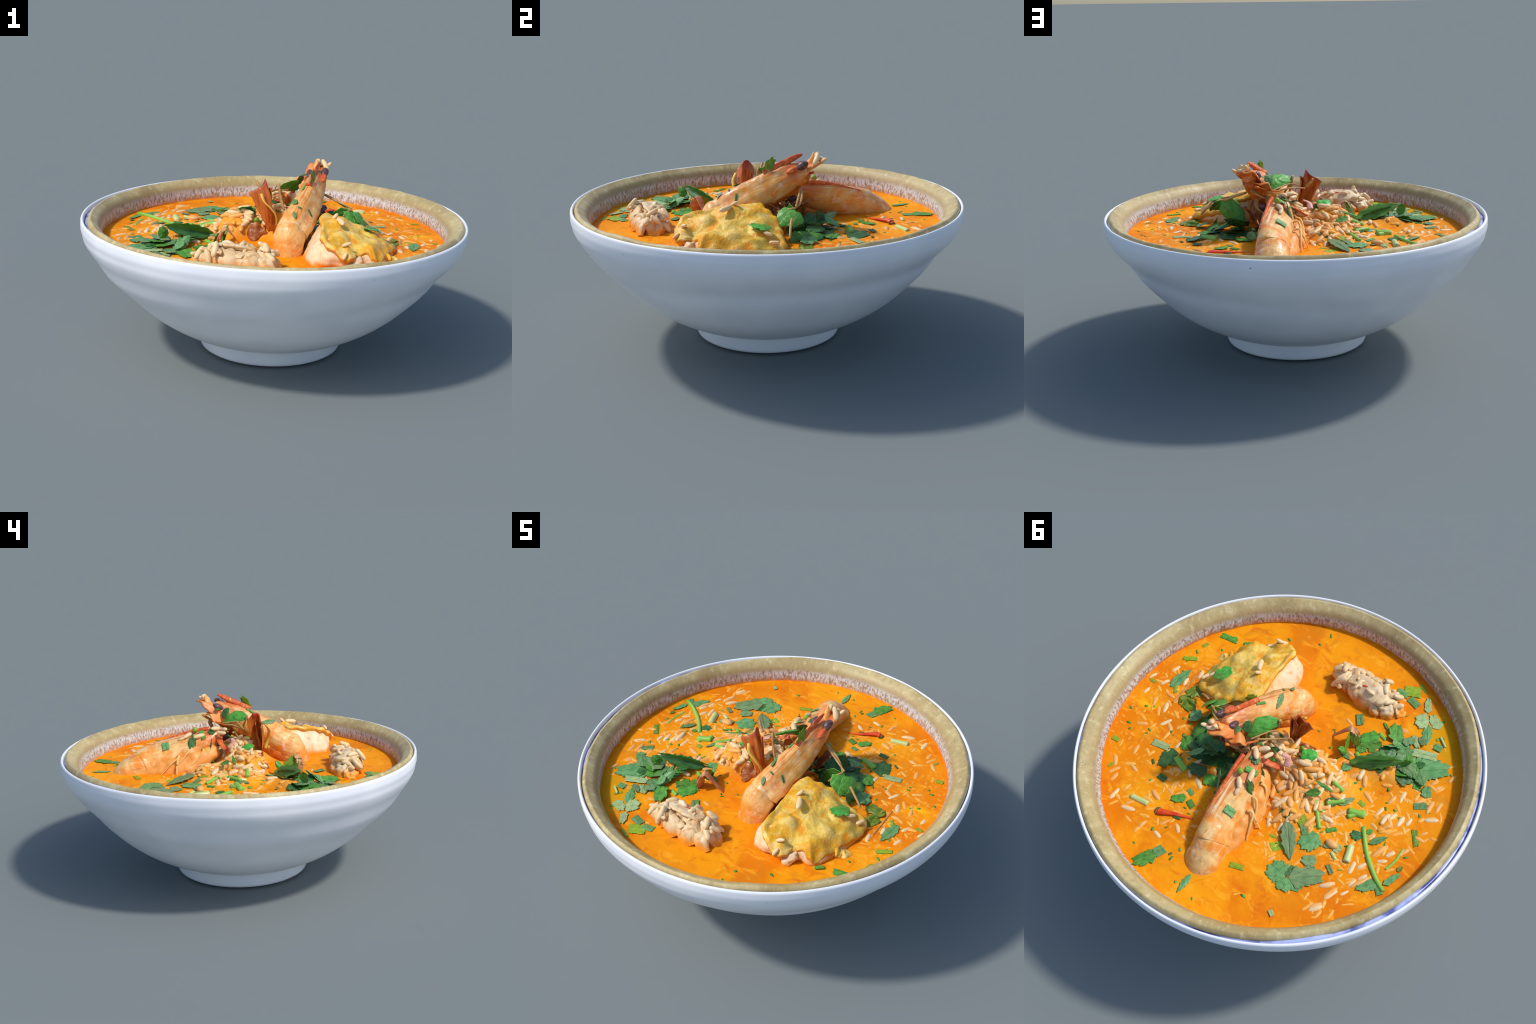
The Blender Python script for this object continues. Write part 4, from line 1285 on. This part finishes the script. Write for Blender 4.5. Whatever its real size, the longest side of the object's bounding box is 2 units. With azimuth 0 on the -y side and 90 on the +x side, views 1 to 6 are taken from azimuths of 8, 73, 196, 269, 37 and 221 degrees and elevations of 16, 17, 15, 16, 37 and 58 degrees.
for i, (x, y, a, L) in enumerate(SEEN):
    lay_grain(x, y, a, max(.05, L * .94), rng.uniform(-.0085, -.003), rng.random() < .55)
# drowned grains and herb flecks too small to pick apart: one part, real geometry
M_sunk = mat_rice('drowned_rice', lin(244, 176, 78), lin(240, 164, 58), 0)


def scatter(name, mat, count, maker, spots):
    bm = bmesh.new()
    k = 0
    while k < count:
        cx, cy, s = rng.choice(spots)
        x, y = rng.gauss(cx, s), rng.gauss(cy, s)
        if math.hypot(x, y) > .85 or drop(x, y, solid)[0] > soup_h(x, y) + .003:
            continue
        maker(bm, x, y)
        k += 1
    me = bpy.data.meshes.new(name)
    bm.to_mesh(me)
    bm.free()
    o = link(name, me, mat, root)
    o['kind'] = 'stuff'
    return o


def add_grain(bm, x, y):
    me = GR[rng.randrange(5) * 2]
    L = rng.uniform(.045, .078)
    w = rng.uniform(.042, .062)
    M = Matrix.Translation((x, y, soup_h(x, y) - rng.uniform(.006, .0085))) @ Matrix.Rotation(rng.uniform(0, TAU), 4, 'Z') @ Matrix.Diagonal((L, w, w, 1))
    n0 = len(bm.verts)
    bm.from_mesh(me)
    bm.verts.ensure_lookup_table()
    for v in bm.verts[n0:]:
        v.co = M @ v.co
    bm.faces.ensure_lookup_table()
    for f in bm.faces:
        f.smooth = True
        f.material_index = 0


def add_fleck(bm, x, y):
    L, w = rng.uniform(.006, .018), rng.uniform(.003, .009)
    M = Matrix.Translation((x, y, soup_h(x, y) + .0005)) @ Matrix.Rotation(rng.uniform(0, TAU), 4, 'Z') @ Matrix.Diagonal((L, w, .0022, 1))
    bmesh.ops.create_icosphere(bm, subdivisions=1, radius=1, matrix=M)


scatter('drowned_rice', M_sunk, 330, add_grain, [(-.35, .10, .16), (-.55, .05, .14), (-.45, .30, .15), (-.6, -.2, .12), (.60, .12, .13), (.45, .42, .14), (.68, -.12, .10), (.30, .50, .12), (-.2, .2, .12), (-.6, .4, .12), (-.5, -.4, .12)])
scatter('herb_flecks', LEAF['green'][1], 110, add_fleck, [(-.35, .10, .25), (-.5, -.3, .2), (.55, .2, .2), (.1, .65, .2), (.65, -.3, .15), (0, -.3, .4)])
# the heap: grains lie every way over one another
n = 0
while n < 105:
    x, y = rng.gauss(-.21, .105), rng.gauss(.03, .16)
    h = soup_h(x, y)
    if h < .612 or drop(x, y, solid)[0] > h + .004:
        continue
    lay_grain(x, y, rng.uniform(0, 180), rng.uniform(.055, .078), rng.uniform(-.005, .004), rng.random() < .5, None, rng.uniform(-.35, .35))
    n += 1
# half-drowned grains thin out from the heap over the rest of the soup
n = 0
while n < 26:
    x, y = (rng.gauss(-.42, .2), rng.gauss(.02, .23)) if rng.random() < .65 else (rng.gauss(.42, .2), rng.gauss(.33, .2))
    if math.hypot(x, y) > .83 or y < -.42 or drop(x, y, solid)[0] > .68:
        continue
    lay_grain(x, y, rng.uniform(0, 180), rng.uniform(.05, .072), rng.uniform(-.0095, -.006), True)
    n += 1
# grains stuck to the prawns, the chicken and the meat
for (p, d, L) in [((.000, .288, .786), (.045, -.05, .022), .062), ((-.016, .318, .772), (.0, .06, -.022), .048), ((-.018, .225, .785), (.02, -.07, .012), .075),
                  ((.028, .128, .815), (.05, -.05, -.01), .070), ((.05, .10, .80), (.03, .04, .02), .05), ((.012, .085, .812), (-.04, -.03, .01), .060), ((-.02, .095, .80), (.02, .05, 0), .055),
                  ((.332, -.262, .785), (.02, .03, .02), .042), ((.360, -.315, .772), (.03, -.06, -.01), .075), ((.407, -.528, .718), (.03, .01, .01), .045), ((.405, -.562, .672), (.02, .04, .04), .042),
                  ((.560, -.168, .688), (.03, .04, -.01), .045), ((.60, -.150, .655), (.02, .05, 0), .05), ((.196, .188, .956), (.012, .03, .035), .060), ((.238, .178, .950), (.030, -.03, -.045), .072), ((.222, .205, .950), (.05, .03, .0), .05), ((.255, .212, .945), (.02, .02, .02), .045)]:
    grain(p, d, L, False, fat=1.05)
# rice and torn herb packed into the gap beneath the prawn heads
n = 0
while n < 46:
    x, y = rng.gauss(.0, .075), rng.gauss(.02, .09)
    h = soup_h(x, y)
    if h < .65 or drop(x, y, solid, h + .05)[0] > h + .012:
        continue
    lay_grain(x, y, rng.uniform(0, 180), rng.uniform(.055, .075), rng.uniform(-.001, .006), rng.random() < .4, None, rng.uniform(-.4, .4))
    n += 1
for i in range(30):
    x, y, a = rng.gauss(.10, .08), rng.gauss(.07, .07), rng.uniform(0, TAU)
    h = soup_h(x, y) + .006
    L = rng.uniform(.035, .07)
    put_leaf(rng.choice(('shred', 'blade', 'fan')), (x, y, h), (x + L * math.cos(a), y + L * math.sin(a), h + rng.uniform(-.02, .03)), L * .55, rng.choice(('dark', 'dark', 'green', 'olive')),  # mostly dark tints, so the recess below the heads is painted dim
             (rng.uniform(-.6, .6), rng.uniform(-.6, .6), 1), None, .8)
M_husk = mat_plain('brown_shell_bits', lin(150, 86, 40), lin(110, 56, 26), 26, .45, .3, .4, lin(196, 140, 84))
blade_sheet('shell_plate', (.190, .095, .655), [(.300, .030, .735), (.280, .055, .742), (.250, .085, .735), (.215, .110, .71)], .05, .018, M_husk, root, .008, 16, 20, .008, 5)
bed = random.Random(5)
for i in range(16):
    # a flat bed of mostly dark leaves, half sunk, spreading out from under the heads
    x, y, a = bed.uniform(.22, .47), bed.uniform(-.02, .30), bed.uniform(0, TAU)
    L = bed.uniform(.07, .13)
    x1, y1 = x + L * math.cos(a), y + L * math.sin(a)
    put_leaf(bed.choice(('fan', 'fan', 'crumple', 'blade')), (x, y, soup_h(x, y) + bed.uniform(.001, .012)), (x1, y1, soup_h(x1, y1) + bed.uniform(.001, .010)), L * .75,
             bed.choice(('dark', 'dark', 'green', 'olive')), (bed.uniform(-.15, .15), bed.uniform(-.15, .15), 1), i % 4, .4)
for i in range(7):
    x, y, a = rng.gauss(.10, .06), rng.gauss(.07, .07), rng.uniform(0, TAU)
    h = soup_h(x, y)
    d = Vector((math.cos(a), math.sin(a), 0)) * rng.uniform(.03, .05)
    p = Vector((x, y, h))
    link('shell_bit', tube('shell_bit', [p - d * .8, p + Vector((0, 0, rng.uniform(.02, .055))), p + d], rng.uniform(.006, .014), 10, 14, (1, .5), .45), M_husk, root)
MEAT_RICE = [(.030, -.568, .700, .05, .06, .05, .075), (.040, -.605, .690, -.05, .07, .01, .070), 
             (.065, -.635, .640, .05, -.02, -.06, .07), (-.20, -.628, .730, .02, -.05, .03, .075),
             (-.235, -.625, .700, .06, .03, .03, .070), (-.225, -.660, .680, .02, -.03, -.06, .080), (-.19, -.668, .668, .01, -.02, -.07, .080), (-.265, -.640, .675, .03, -.04, -.05, .075),
             (-.245, -.585, .690, .03, .06, .02, .065), (-.27, -.600, .670, -.02, .06, -.02, .070), (-.215, -.555, .675, .05, .04, -.03, .065), (-.29, -.60, .645, .05, .04, -.02, .060),
             (.02, -.535, .640, .05, .02, -.05, .070), (.060, -.545, .630, .03, .04, -.06, .065), (.085, -.60, .625, .05, .05, -.03, .06)]
lumps = bvh_of([chunk] + [o for o in chunk.children if o.name.startswith('meat_slab')])
for x, y, z, a, b, c, L in MEAT_RICE:
    hit, nm = drop(x, y, lumps)
    if hit > .62:
        z = hit + .004
        d = Vector((a, b, c))
        a, b, c = d - nm * d.dot(nm) * .85
    grain((x, y, z), (a, b, c), L, False, chunk, fat=1.1)
